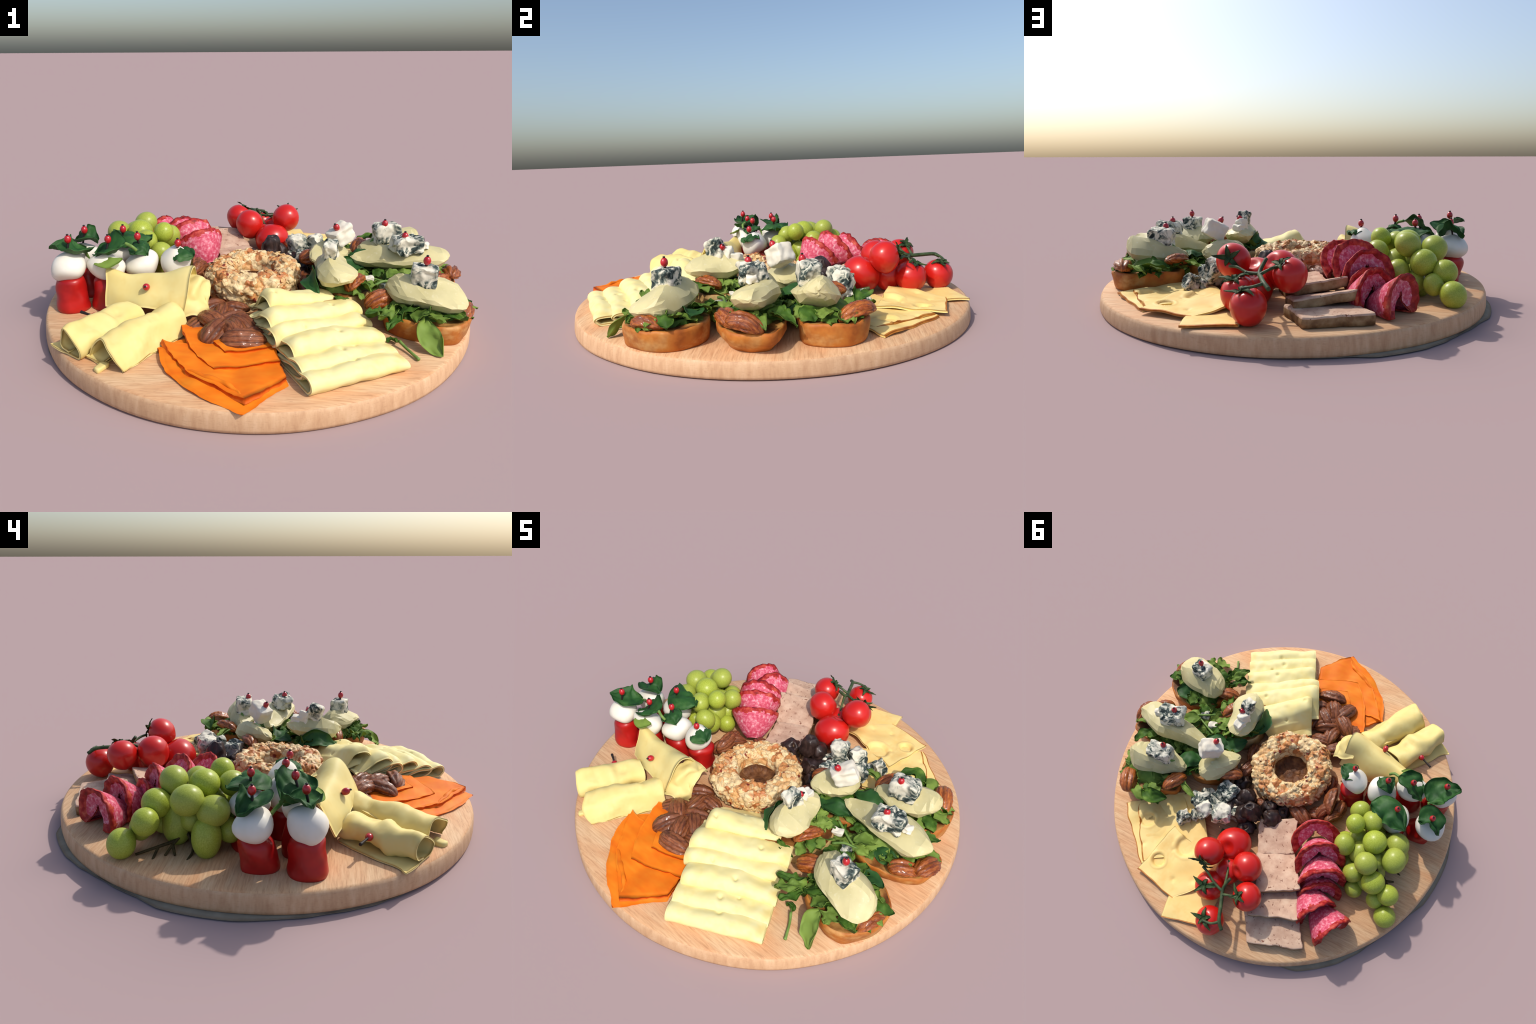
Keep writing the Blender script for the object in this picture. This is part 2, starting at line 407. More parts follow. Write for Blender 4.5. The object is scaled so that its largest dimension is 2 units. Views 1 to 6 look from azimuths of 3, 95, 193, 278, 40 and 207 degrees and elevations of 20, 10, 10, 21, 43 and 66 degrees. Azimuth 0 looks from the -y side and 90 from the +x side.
# ------------------------------------------------------------------ board
def build_board():
    n = 160; cx, cy, R = .018, .002, .975
    prof = [(.978, 0), (.985, .03), (.987, .18), (.985, .5), (.982, .78), (.976, .93), (.966, .995)]
    rs = []
    for r, h in prof:
        ring = []
        for a in np.arange(n) * math.tau / n:
            q = r + .004 * nz((math.cos(a), math.sin(a), h * .3), 3, 2)
            x, y = cx + q * math.cos(a), cy + q * math.sin(a)
            low = max(0, -.012 * x - .001)
            ring.append((x, y, low * (1 - h) + zb(x, y) * h))
        rs.append(ring)
    for k in (.8, .55, .3, .1):
        rs.append([(cx + k * math.cos(a), cy + k * math.sin(a), zb(cx + k * math.cos(a), cy + k * math.sin(a))) for a in np.arange(n) * math.tau / n])
    V, F, fm = rings(rs, fmf=lambda k: 1 if 0 < k < 5 else 0)
    b = put("serving_board", V, F, ["wood", "wood_edge"], fm=fm, label="round pale beech wood serving board", category="board")
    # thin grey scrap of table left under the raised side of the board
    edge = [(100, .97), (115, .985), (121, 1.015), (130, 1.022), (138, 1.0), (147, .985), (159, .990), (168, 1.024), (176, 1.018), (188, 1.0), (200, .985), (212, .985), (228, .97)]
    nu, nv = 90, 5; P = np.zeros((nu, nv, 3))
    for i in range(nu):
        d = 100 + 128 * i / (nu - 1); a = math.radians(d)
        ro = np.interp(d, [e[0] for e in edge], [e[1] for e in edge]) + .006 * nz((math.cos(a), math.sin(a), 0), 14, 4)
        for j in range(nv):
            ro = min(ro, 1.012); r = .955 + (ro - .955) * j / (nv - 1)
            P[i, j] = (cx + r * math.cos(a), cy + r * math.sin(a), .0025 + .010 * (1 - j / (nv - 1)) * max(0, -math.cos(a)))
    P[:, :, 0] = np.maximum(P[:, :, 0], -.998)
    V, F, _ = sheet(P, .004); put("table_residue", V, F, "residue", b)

# ------------------------------------------------------------------ nut ring
def build_ring():
    c = np.array((.0, -.065)); n = 260
    prof = [(.0, .148), (.05, .146), (.070, .152), (.082, .166), (.088, .200), (.096, .228), (.116, .247), (.155, .253), (.19, .249), (.214, .230),
            (.226, .20), (.224, .165), (.215, .13), (.203, .1), (.192, .077)]
    C = cr(np.array(prof), 110)
    rs = []
    for r, z in C:
        rs.append(np.array([(c[0] + r * math.cos(a), c[1] + r * math.sin(a), z) for a in np.arange(n) * math.tau / n]))
    V, F, _ = rings(rs, True, True)
    nrm = []
    T = np.gradient(C, axis=0)
    for (r, z), t in zip(C, T):
        m = unit((-t[1], t[0]))
        for a in np.arange(n) * math.tau / n: nrm.append((m[0] * math.cos(a), m[0] * math.sin(a), m[1]))
    nrm = np.array(nrm + [(0, 0, 1), (0, 0, -1)])
    D = np.zeros(len(V))
    for i, v in enumerate(V):
        q = Vector(v)
        d, pts = noise.voronoi((q + .012 * noise.noise_vector(q * 25)) * 30)
        h = noise.cell(pts[0] * 13.7) * .5
        d2, p2 = noise.voronoi(q * 75)
        D[i] = .011 * h - .024 * max(0, d[0] - .30) + .003 * noise.cell(p2[0] * 9.1) + .012 * nz(v, 7, 3) + .006 * nz(v, 22, 1)
        if math.hypot(v[0] - c[0], v[1] - c[1]) < .104: D[i] = D[i] * .45 - .004
    V = V + nrm * D[:, None]
    nr = sum(1 for q in C if q[0] < .084 and q[1] < .18)
    fm = [1 if max(f) < n * nr or (len(f) == 3 and min(f) < n) else 0 for f in F]
    root = put("nut_crusted_cheese_ring", V, F, ["nutcrust", "nutfloor"], fm=fm, label="ring of soft cheese crusted with chopped nuts", category="cheese")
    # loose chips of nut pressed into the surface
    parts = []; r2 = random.Random(4)
    for k in range(170):
        i = r2.randrange(nr + 12, len(C) - 8)
        j = r2.randrange(n); q = V[i * n + j]; nn = nrm[i * n + j]
        s = r2.uniform(.012, .026)
        A = frame(unit(nn + np.array([r2.uniform(-.4, .4) for _ in range(3)])), (r2.random(), r2.random(), r2.random()))
        v, f = block(q + nn * .001, (s * .28, s * r2.uniform(.8, 1.5), s), A, n=3, p=4, amp=.003, f=60, seed=k)
        parts.append((v, f))
    V, F = join(parts)
    put("nut_chips", V, F, "nutcrust", root, smooth=False, kind="stuff")

# ------------------------------------------------------------------ folded pale slices
def build_folded_slices():
    O = np.array((.219, -.905)); w = np.array((.893, .449)); nn = np.array((-.449, .893))
    # s0, z bottom, z top, tail end s, tail end z, w0, w1, skew
    spec = [(.000, .084, .154, .26, .112, -.005, .440, .00),
            (.072, .098, .170, .32, .130, .000, .445, .00),
            (.160, .122, .205, .38, .150, .010, .455, .01),
            (.255, .146, .214, .44, .160, -.012, .462, .01),
            (.318, .172, .243, .50, .170, -.005, .468, .03),
            (.415, .205, .284, .588, .158, .040, .405, .04)]
    EYES = [((.62, .52, .015), (.70, .60, .010)), ((.60, .48, .014), (.66, .66, .010)), ((.62, .55, .013),), ((.6, .3, .010),), ((.64, .7, .012),), ((.60, .12, .012), (.8, .5, .009))]
    for k, (s0, zbm, zt, s1, z1, w0, w1, skew) in enumerate(spec):
        h = zt - zbm
        last = k == 5
        path = [(s0 + .20, zbm + (.0 if not last else -.05)), (s0 + .09, zbm - .004), (s0 + .03, zbm), (s0 + .004, zbm + .32 * h), (s0, zbm + .62 * h), (s0 + .014, zbm + .9 * h),
                (s0 + .040, zt), (s0 + .085, zt - .16 * h), ((s0 + s1) / 2 + .03, (zt * .5 + z1 * .5)), (s1, z1)]
        nu = 84; C = cr(np.array(path), nu); nv = 84
        P = np.zeros((nu, nv, 3))
        for i, (s, z) in enumerate(C):
            for j in range(nv):
                t = j / (nv - 1); we = w1 - (.13 * max(0, (s - s0 - .06) / .14) if last else 0) * .9; ww = w0 + .022 + (we - w0 - .034) * t
                hh = 1 - (.36 if k < 3 else .28 if not last else .45) * t - (.12 * math.sin(math.pi * t) if last else .07 * math.sin(2.3 * math.pi * t + k))
                zz = zbm + (z - zbm) * hh if z > zbm else z
                if i > 70 and last: zz = z
                zz -= .008 * k * t
                ss = s + skew * t + .008 * nz((ww * 5, k, 0), 1.3, k)
                q = O + w * ww + nn * ss
                zz += .009 * nz((q[0], q[1], k * .3), 9, k) + .005 * nz((q[0], q[1], zz), 22, k)
                low = zb(q[0]) + .02
                if zz > low: zz -= (zz - low) * (.12 if k > 3 else .30) * max(0, (t - .86) / .14) ** 1.6 + (zz - low) * .18 * max(0, (.1 - t) / .1) ** 2
                P[i, j] = (q[0], q[1], max(zz, zb(q[0]) + .006))
        # small eyes in the slices
        for es, ew, er in EYES[k]:
            c0 = P[int(es * (nu - 1)), int(ew * (nv - 1))].copy()
            d = np.linalg.norm((P - c0) * (1, 1, .4), axis=2) / er
            P[:, :, 2] -= .011 * np.exp(-d ** 4) * (np.arange(nu)[:, None] > nu * .35)
        V, F, _ = sheet(P, .013)
        put("folded_cheese_slice", V, F, "gouda", label="folded slice of pale yellow cheese", category="cheese")

# ------------------------------------------------------------------ orange slices
def build_orange():
    S = [  # front, left, back-left, back edge, back-right, right
        dict(c=[(.006, -.992, .094), (-.242, -.822, .108), (-.345, -.625, .118), (-.18, -.50, .11), (.05, -.42, .10), (.155, -.826, .094)], th=.036),
        dict(c=[(.018, -.956, .122), (-.170, -.828, .126), (-.338, -.612, .142), (-.19, -.585, .116), (.07, -.42, .118), (.150, -.815, .108)], th=.030),
        dict(c=[(-.100, -.794, .134), (-.190, -.690, .130), (-.278, -.490, .142), (-.12, -.44, .128), (.05, -.40, .13), (.135, -.725, .122)], th=.022),
        dict(c=[(-.080, -.708, .144), (-.135, -.600, .142), (-.205, -.450, .146), (-.08, -.42, .138), (.05, -.39, .14), (.115, -.650, .132)], th=.022)]
    for k, d in enumerate(S):
        f, l, bl, bk, br, r = [np.array(q) for q in d["c"]]
        mid = (l + r) / 2 + np.array((.0, .0, .006))
        rows = [[f, (f * .5 + r * .5), r], [l, mid, r * .62 + br * .38], [bl, bk, br]]
        P = surf(rows, 34, 30)
        for i in range(34):
            for j in range(30):
                p = P[i, j]
                e = min(i, 33 - i, j, 29 - j)
                P[i, j] += np.array((nz(p, 9, k), nz(p, 9, k + 4), 0)) * .012 + np.array((0, 0, .010 * nz(p, 12, k + 7)))
                if e == 0: P[i, j] += np.array((nz(p, 38, k), nz(p, 38, k + 2), 0)) * .006
                if k == 0:   # the lowest slice droops to the wood
                    dd = min(i, j) / 6.
                    P[i, j, 2] -= .006 * max(0, 1 - dd) ** 2
        V, F, fm = sheet(P, d["th"])
        V[:, 2] = np.maximum(V[:, 2] - d['th'] * .4, [zb(x) + .0006 * (k + 1) for x in V[:, 0]])
        put("orange_cheese_slice", V, F, ["cheddar", "cheddar_edge"], fm=fm, label="thick slice of deep orange cheese", category="cheese")
    # torn sliver along the ridge of the lower slices
    v, f = tube([(-.21, -.79, .122), (-.12, -.845, .124), (-.045, -.885, .122), (.012, -.945, .116)], [.004, .012, .011, .006], 8)
    v += np.array([[nz(q, 30, 1), nz(q, 30, 2), nz(q, 30, 3)] for q in v]) * .007
    put("orange_cheese_sliver", v, f, "cheddar", label="torn sliver of deep orange cheese", category="cheese")

# ------------------------------------------------------------------ cheese rolls
def build_rolls():
    def roll(name, A, B, pathA, pathB, th, seed, label):
        A, B = np.array(A), np.array(B); d = unit((B - A) * (1, 1, 0)); e = np.cross(d, (0, 0, 1)); nu = 30
        pa, pb = cr(np.array(pathA), 44), cr(np.array(pathB), 44)
        P = np.zeros((nu, 44, 3))
        for i in range(nu):
            t = i / (nu - 1); pc = pa * (1 - t) + pb * t; c = A * (1 - t) + B * t
            for j in range(44):
                q = c + e * pc[j, 0] + np.array((0, 0, pc[j, 1]))
                q = q + d * .012 * nz((j * .07, seed, 0), 1.5, seed) * (t > .9) + np.array((nz(q, 9, seed), nz(q, 9, seed + 2), nz(q, 11, seed + 3))) * .022 + np.array((0, 0, .008 * nz((t * 9, j * .12, seed), 1.3, seed)))
                q[2] = max(q[2], zb(q[0]) + .006)
                P[i, j] = q
        V, F, _ = sheet(P, th)
        return put(name, V, F, "roll", label=label, category="cheese")
    # e points to the left when looking from the middle of the board outwards
    a_out = [(.02, -.045), (.070, -.05), (.088, -.015), (.070, .030), (.02, .060), (-.035, .045), (-.062, .01), (-.075, -.03), (-.084, -.058)]
    a_in = [(.0, -.04), (.05, -.045), (.070, -.01), (.055, .03), (.01, .052), (-.03, .038), (-.058, .0), (-.072, -.03), (-.08, -.05)]
    roll("rolled_cheese_slice", (-.308, -.418, .145), (-.512, -.742, .136), a_in, a_out, .010, 3, "loosely rolled slice of yellow cheese")
    v, f = block((-.525, -.755, .10), (.05, .035, .022), frame((-.5, -.8, 0)), 5, 5, .006, 24, 5)
    put("cheese_scrap", v, f, "roll", label="small scrap of yellow cheese", category="cheese")
    b_out = [(.120, -.046), (.06, -.052), (.0, -.052), (-.052, -.035), (-.070, .005), (-.046, .045), (.005, .062), (.042, .042), (.050, .0), (.030, -.028), (-.005, -.025)]
    b_in = [(.07, -.05), (.03, -.05), (-.01, -.05), (-.055, -.03), (-.074, .005), (-.046, .042), (.005, .058), (.045, .035), (.062, -.0), (.055, -.02), (.04, -.022)]
    roll("rolled_cheese_slice", (-.505, -.395, .138), (-.675, -.668, .142), b_in, b_out, .010, 8, "loosely rolled slice of yellow cheese")
    rows = [[(-.35, -.50, .155), (-.40, -.44, .165)], [(-.44, -.62, .135), (-.50, -.57, .138)], [(-.525, -.735, .105), (-.60, -.69, .105)]]
    P = surf(rows, 20, 12); V, F, _ = sheet(P, .012); put("cheese_flap", V, F, "roll", label="narrow flap of yellow cheese", category="cheese")
    # slice folded like a tent across the rolls
    rows = [[(-.622, -.345, .150), (-.625, -.315, .215), (-.628, -.262, .288), (-.59, -.235, .245), (-.56, -.225, .17)],
            [(-.530, -.385, .160), (-.530, -.352, .215), (-.530, -.295, .278), (-.490, -.245, .240), (-.46, -.205, .16)],
            [(-.435, -.405, .170), (-.435, -.375, .225), (-.430, -.310, .284), (-.395, -.250, .245), (-.37, -.200, .17)],
            [(-.340, -.430, .170), (-.335, -.400, .235), (-.320, -.330, .305), (-.305, -.265, .260), (-.29, -.205, .18)],
            [(-.265, -.440, .170), (-.255, -.410, .245), (-.238, -.345, .335), (-.235, -.275, .285), (-.23, -.215, .20)]]
    P = surf(rows, 34, 36)
    for i in range(34):
        for j in range(36): P[i, j] += np.array((nz(P[i, j], 8, 4), nz(P[i, j], 8, 5), nz(P[i, j], 10, 6))) * .012
    V, F, _ = sheet(P, .010); put("folded_cheese_flag", V, F, "roll", label="slice of yellow cheese folded like a tent", category="cheese")
    # crumpled inner slice beside the nut ring
    rows = [[(-.310, -.455, .135), (-.300, -.41, .20), (-.290, -.33, .275), (-.285, -.24, .24)],
            [(-.255, -.440, .150), (-.235, -.40, .22), (-.225, -.32, .275), (-.215, -.24, .235)],
            [(-.215, -.410, .130), (-.205, -.37, .19), (-.195, -.30, .245), (-.190, -.24, .215)],
            [(-.180, -.375, .105), (-.172, -.34, .16), (-.168, -.28, .225), (-.175, -.23, .21)]]
    P = surf(rows, 26, 24)
    for i in range(26):
        for j in range(24): P[i, j] += np.array((nz(P[i, j], 16, 1), nz(P[i, j], 16, 2), nz(P[i, j], 18, 3))) * .026
    V, F, _ = sheet(P, .010); put("crumpled_cheese_slice", V, F, "roll", label="crumpled slice of yellow cheese", category="cheese")

# ------------------------------------------------------------------ nuts
def pecan_mesh(seed, hull=True):
    """half pecan, length 1 along x, lobed and grooved, flat below"""
    nu, nv = 30, 40; R = []
    for i in range(1, nu):
        u = -1 + 2 * i / nu; prof = (1 - abs(u) ** 2.3) ** .55 * (1 - .1 * u)
        ring = []
        for a in np.arange(nv) * math.tau / nv:
            c, s = math.cos(a), math.sin(a)
            g = 1.04 - .20 * (1 - abs(math.sin(3.5 * a + .5 * math.sin(3 * u + seed) + seed))) ** 1.6 + .10 * nz((u * 2.5, c * 2, s * 2), 2.2, seed) + .05 * nz((u * 2.5, c * 2, s * 2), 5, seed)
            if s > .2: g -= .30 * math.exp(-((c - .05 * math.sin(4 * u + seed)) / .13) ** 2)
            y, z = .29 * prof * c * g, (.24 if s > 0 else .13) * prof * s * g
            ring.append((u * .5, y, z + .05 * (1 - u * u)))
        R.append(ring)
    V, F, _ = rings(R); V[-2] = (-.5, 0, 0); V[-1] = (.5, 0, 0); return V, F

PECANS = {}
def pecan(kind, loc, size, yaw, pitch=0, roll=0, parent=None, seed=0):
    key = (kind, seed % 4)
    rot = (math.radians(roll), math.radians(pitch), math.radians(yaw)); sc = (size, size * (.95 + .1 * rng.random()), size * 1.05)
    lab = None if parent else "halved brown pecan nut with deep grooves"
    if key not in PECANS:
        V, F = pecan_mesh(seed % 4 + 1)
        o = put("pecan", V, F, kind, None, loc=np.zeros(3)); PECANS[key] = o
        place(o, loc, parent); o.rotation_euler = rot; o.scale = sc
        if lab: o["label"], o["category"] = lab, "nut"
        return o
    return copy_of(PECANS[key], loc, rot, sc, parent, lab, "nut")

def build_loose_nuts():
    L = [((-.124, -.552, .165), .165, 62, -8, 18), ((-.008, -.615, .160), .185, 8, 4, 60), ((-.020, -.480, .160), .155, -40, 5, -10), ((-.112, -.385, .150), .165, 85, -14, 35),
         ((-.060, -.530, .165), .165, 118, 10, 5), ((-.195, -.450, .132), .170, 50, 0, 10), ((.045, -.540, .140), .14, 20, 20, 40), ((-.06, -.44, .150), .17, 30, 0, 0), ((.03, -.45, .135), .15, 90, 0, 0),
         ((-.290, .012, .190), .165, 100, 0, 78), ((-.330, .082, .150), .130, 60, -30, 60), ((-.150, .142, .136), .165, -28, 0, 15), ((-.33, .03, .125), .15, 80, 0, 0), ((-.25, .09, .125), .14, 20, 0, 0),
         ((-.15, -.47, .15), .15, 140, 0, 0), ((-.27, .07, .17), .12, 60, 20, 30),
         ((-.165, -.310, .125), .15, 35, 0, 20), ((-.07, -.330, .130), .14, 5, 0, -15), ((.235, .035, .125), .14, 80, 0, 20), ((.245, -.075, .13), .14, 100, 0, -20), ((-.235, -.10, .115), .13, 95, 0, 15), ((.05, .165, .12), .12, 10, 0, 0)]
    for k, (p, s, yaw, pit, rol) in enumerate(L): pecan("pecan", (p[0], p[1], p[2] - (.026 if k < 9 else 0)), s, yaw, pit, rol, None, k)

# ------------------------------------------------------------------ tomatoes on the vine
def build_tomatoes():
    root = thing("tomato_vine", (.04, .65, ZB), "cluster of red tomatoes on one green vine", "tomatoes")
    T = [((.158, .574, .285), .076, (.0, .9, .25)), ((.082, .466, .186), .094, (.1, .5, .9)), ((-.048, .554, .252), .079, (.4, .7, .5)),
         ((-.120, .688, .256), .072, (.55, .4, .75)), ((.010, .862, .162), .075, (.3, .2, .95)), ((.092, .712, .172), .078, (.2, .3, .9)), ((.045, .60, .168), .075, (.1, .3, .9))]
    for k, (c, r, ax) in enumerate(T):
        ax = unit(ax); f = frame(ax, (0.3, 1, .2)); A = np.array([f[1], f[2], f[0]])
        V, F = ellipsoid((0, 0, 0), (1, 1, .96), 22, 30)
        rad = np.linalg.norm(V[:, :2], axis=1)
        V[:, 2] -= np.where(V[:, 2] > 0, .22 * np.exp(-(rad / .3) ** 2), .08 * np.exp(-(rad / .25) ** 2))
        V = (V * r * 1.0) @ A + c
        V = V + np.array([[nz(v, 7, k), nz(v, 7, k + 3), nz(v, 7, k + 6)] for v in V]) * .006
        V[:, 2] = c[2] + (V[:, 2] - c[2]) * np.where(V[:, 2] < c[2], 1.12, 1); V[:, 2] = np.maximum(V[:, 2], ZB + .01)
        t = put("tomato", V, F, "tomato", root)
        if k in (1, 2, 6): continue
        top = np.array(c) + ax * r * .80; parts = []
        for j in range(5):
            a = j * math.tau / 5 + k; dr = A[0] * math.cos(a) + A[1] * math.sin(a)
            L = r * (.75 + .25 * math.sin(j * 2.3 + k))
            sp = [top, top + dr * L * .5 + ax * r * .16, top + dr * L + ax * r * (.10 + .25 * math.sin(j * 1.7 + k))]
            parts.append(leaf_mesh(sp, r * .30, ax, 0, .3, j + k, 9, 5, .004, .004, .7, .3))
        V, F = join(parts); put("calyx", V, F, "calyx", root)
    j1 = (.0, .745, .268)
    B = [[(-.080, .885, .250), (-.050, .850, .268), (-.020, .775, .270), (.002, .720, .272), (.004, .69, .285), (-.012, .655, .325)],
         [(.002, .72, .272), (.06, .70, .272), (.110, .672, .286), (.150, .655, .285)], [(.0, .735, .27), (-.04, .725, .292), (-.082, .718, .308)],
         [(-.055, .855, .266), (-.02, .88, .258), (.028, .886, .248)], [(.06, .70, .272), (.085, .715, .255)], [(.004, .69, .282), (.03, .62, .25), (.055, .56, .24)]]
    B = [[(x, y, z - .014) for x, y, z in b] for b in B]
    V, F = join([tube(b, [.009, .010, .008] if i == 0 else [.008, .006, .007], 8) for i, b in enumerate(B)])
    put("vine_stem", V, F, "vine", root)
    v, f = tube([(.175, .50, .13), (.185, .44, .12), (.19, .40, .118)], [.009, .011, .009], 8); put("stem_stub", v, f, "vine", root)

# ------------------------------------------------------------------ grapes
def build_grapes():
    root = thing("grape_bunch", (-.62, .2, ZB), "bunch of pale green grapes", "grapes")
    G = [(-.456, .123, .334, .050), (-.582, .168, .326, .060), (-.584, .291, .332, .056), (-.705, .208, .305, .060), (-.448, .232, .280, .055), (-.655, .345, .262, .058),
         (-.748, .362, .226, .054), (-.780, .450, .146, .056), (-.695, .112, .262, .060), (-.530, .066, .310, .052), (-.449, .020, .262, .052),
         (-.640, .270, .175, .062), (-.725, .135, .165, .058), (-.535, .225, .245, .055), (-.500, .150, .215, .055), (-.590, .110, .215, .055), (-.545, .330, .215, .052),
         (-.470, .080, .190, .052), (-.700, .400, .175, .045), (-.620, .240, .260, .05), (-.55, .27, .14, .055), (-.66, .06, .17, .05), (-.44, .17, .15, .05), (-.58, .39, .15, .045), (-.50, .29, .16, .05), (-.62, .33, .17, .05), (-.48, .22, .19, .05), (-.66, .20, .21, .05), (-.57, .05, .19, .05)]
    r2 = random.Random(3); src = None
    for k, (x, y, z, r) in enumerate(G):
        sc = (r * r2.uniform(.97, 1.04), r * r2.uniform(.97, 1.04), r * r2.uniform(1.0, 1.14)); rot = (r2.uniform(-1.2, 1.2), r2.uniform(-1.2, 1.2), r2.uniform(0, 6))
        if k in (11, 12): sc = (r, r, r * 1.45); rot = (0, .15, 0)
        if src is None:
            V, F = ellipsoid((0, 0, 0), (1, 1, 1), 18, 26)
            src = put("grape", V, F, "grape", loc=np.zeros(3)); place(src, (x, y, z), root); src.rotation_euler = rot; src.scale = sc
        else: copy_of(src, (x, y, z), rot, sc, root)
    B = [[(-.60, .2, .2), (-.66, .23, .16), (-.72, .27, .12), (-.76, .29, .095)], [(-.70, .26, .13), (-.75, .33, .12), (-.775, .40, .10)], [(-.66, .23, .16), (-.72, .19, .11), (-.78, .2, .09)],
         [(-.72, .27, .12), (-.76, .25, .10)], [(-.74, .32, .12), (-.79, .33, .09)], [(-.60, .2, .2), (-.52, .2, .26), (-.47, .2, .27)], [(-.60, .2, .2), (-.63, .25, .27), (-.66, .30, .28)]]
    V, F = join([tube(b, [.007, .005], 6) for b in B]); put("grape_stalk", V, F, "twig", root)

# ------------------------------------------------------------------ skewers
def berry(parent, p, base, tilt=(0, 0, 1)):
    f = frame(tilt, (.3, 1, 0)); A = np.array([f[1], f[2], f[0]])
    V, F = ellipsoid((0, 0, 0), (.0155, .0155, .019), 12, 16, A); V = V + np.asarray(p)
    put("berry", V, F, "berry", parent)
    q = np.asarray(p) + unit(tilt) * .021
    V, F = join([tube([base, (np.asarray(base) + p) / 2, np.asarray(p) - unit(tilt) * .014], [.004, .005, .006], 6), ellipsoid(q, (.006, .006, .004), 6, 8)])
    put("pick", V, F, "stick", parent)

def build_skewers():
    S = [dict(b=(-.800, -.237, .416), m=(-.806, -.250, .294), t=(-.805, -.248), tr=.073), dict(b=(-.793, -.049, .399), m=(-.808, -.055, .274), t=(-.780, -.080), tr=.073),
         dict(b=(-.639, -.188, .401), m=(-.650, -.206, .280), t=(-.655, -.215), tr=.074), dict(b=(-.618, -.019, .395), m=(-.630, -.018, .275), t=(-.635, -.02), tr=.074),
         dict(b=(-.518, -.142, .401), m=(-.505, -.134, .268), t=(-.51, -.135), tr=.072), dict(b=(-.336, -.143, .371), m=(-.350, -.118, .270), t=(-.362, -.108), tr=.074)]
    # basil: spine points, width, up vector, cup
    BS = [([(-.750, -.150, .350), (-.785, -.215, .372), (-.875, -.262, .400)], .160, (.1, -.2, 1), .4), ([(-.740, -.035, .345), (-.790, -.055, .375), (-.850, -.005, .335)], .125, (-.3, -.3, 1), .6),
          ([(-.560, -.195, .395), (-.640, -.185, .372), (-.715, -.150, .325)], .165, (.1, -.4, 1), .3), ([(-.485, -.005, .362), (-.590, -.010, .375), (-.692, .062, .372)], .165, (-.1, .1, 1), -.35),
          ([(-.480, -.110, .365), (-.510, -.150, .375), (-.540, -.200, .345)], .115, (.1, -.2, 1), -.6), ([(-.265, -.155, .322), (-.325, -.140, .348), (-.392, -.110, .330)], .125, (-.1, -.2, 1), -.4)]
    for k, s in enumerate(S):
        root = thing("mozzarella_skewer", (s["t"][0], s["t"][1], ZB), "red tomato, white mozzarella and basil on a pick", "appetizer")
        mz = s["m"][2]; tx, ty = s["t"]; mx, my, _ = s["m"]
        prof = [(.98, zb(tx)), (.99, zb(tx) + .012), (.95, .13), (.94, .165), (.92, .195), (.80, mz - .058), (.45, mz - .040)]
        rs = []
        for q, z in prof:
            u = (z - zb(tx)) / (mz - zb(tx)); cx, cy = tx + (mx - tx) * u, ty + (my - ty) * u
            rs.append([(cx + s["tr"] * q * math.cos(a), cy + s["tr"] * q * math.sin(a), z) for a in np.arange(28) * math.tau / 28])
        R = surf([list(map(np.array, r)) + [np.array(r[0])] for r in rs], 22, 29)[:, :28]
        V, F, _ = rings(list(R)); V = V + np.array([[nz(v, 14, k), nz(v, 14, k + 2), 0] for v in V]) * .014
        put("cocktail_tomato", V, F, "tom2", root)
        V, F = ellipsoid((mx, my, mz), (.078, .075, .062), 20, 28, amp=.024, f=8, seed=k)
        d = np.linalg.norm(V[:, :2] - (mx, my), axis=1); V[:, 2] += np.where(V[:, 2] > mz, .012 * np.exp(-(d / .03) ** 2), 0)
        put("mozzarella_ball", V, F, "mozz", root)
        sp, w, up, cup = BS[k]
        sp = [np.array(q) - (0, 0, .010) for q in sp]; V, F = leaf_mesh(sp, w, up, 0, cup, k, 21, 13, .005, .022, .12, .42); put("basil_leaf", V, F, "basil", root)
        if k in (0, 2):
            e = np.array(sp[0]); st = [e, e + (-.02, .03, -.03), e + (-.01, .05, -.075)] if k == 0 else [e, e + (.03, -.01, -.01), e + (.05, -.005, -.03)]
            V, F = tube(st, [.008, .007], 7); put("leaf_stalk", V, F, "stalk", root)
        berry(root, s["b"], (mx, my, mz + .04))
    # underside leaf of the third skewer
    root = bpy.data.objects["mozzarella_skewer.002"]
    V, F = leaf_mesh([(-.560, -.255, .335), (-.620, -.270, .318), (-.705, -.240, .318)], .07, (.1, -.5, 1), 0, .2, 9, 15, 7, .004, .008, .1, .5)
    put("basil_leaf", V, F, "leaf", root)
    # picks in the cheese rolls
    for p, base, tl in (((-.432, -.381, .258), (-.432, -.345, .235), (0, -.8, .4)), ((-.633, -.472, .163), (-.58, -.50, .15), (-.8, .4, .1))):
        root = thing("berry_pick", base, "red berry on a thin dark pick", "pick")
        berry(root, p, base, tl)
        if p[0] < -.6:
            V, F = tube([p, (-.67, -.452, .164), (-.701, -.436, .165)], [.006, .005, .007], 6); put("pick", V, F, "stick", root)

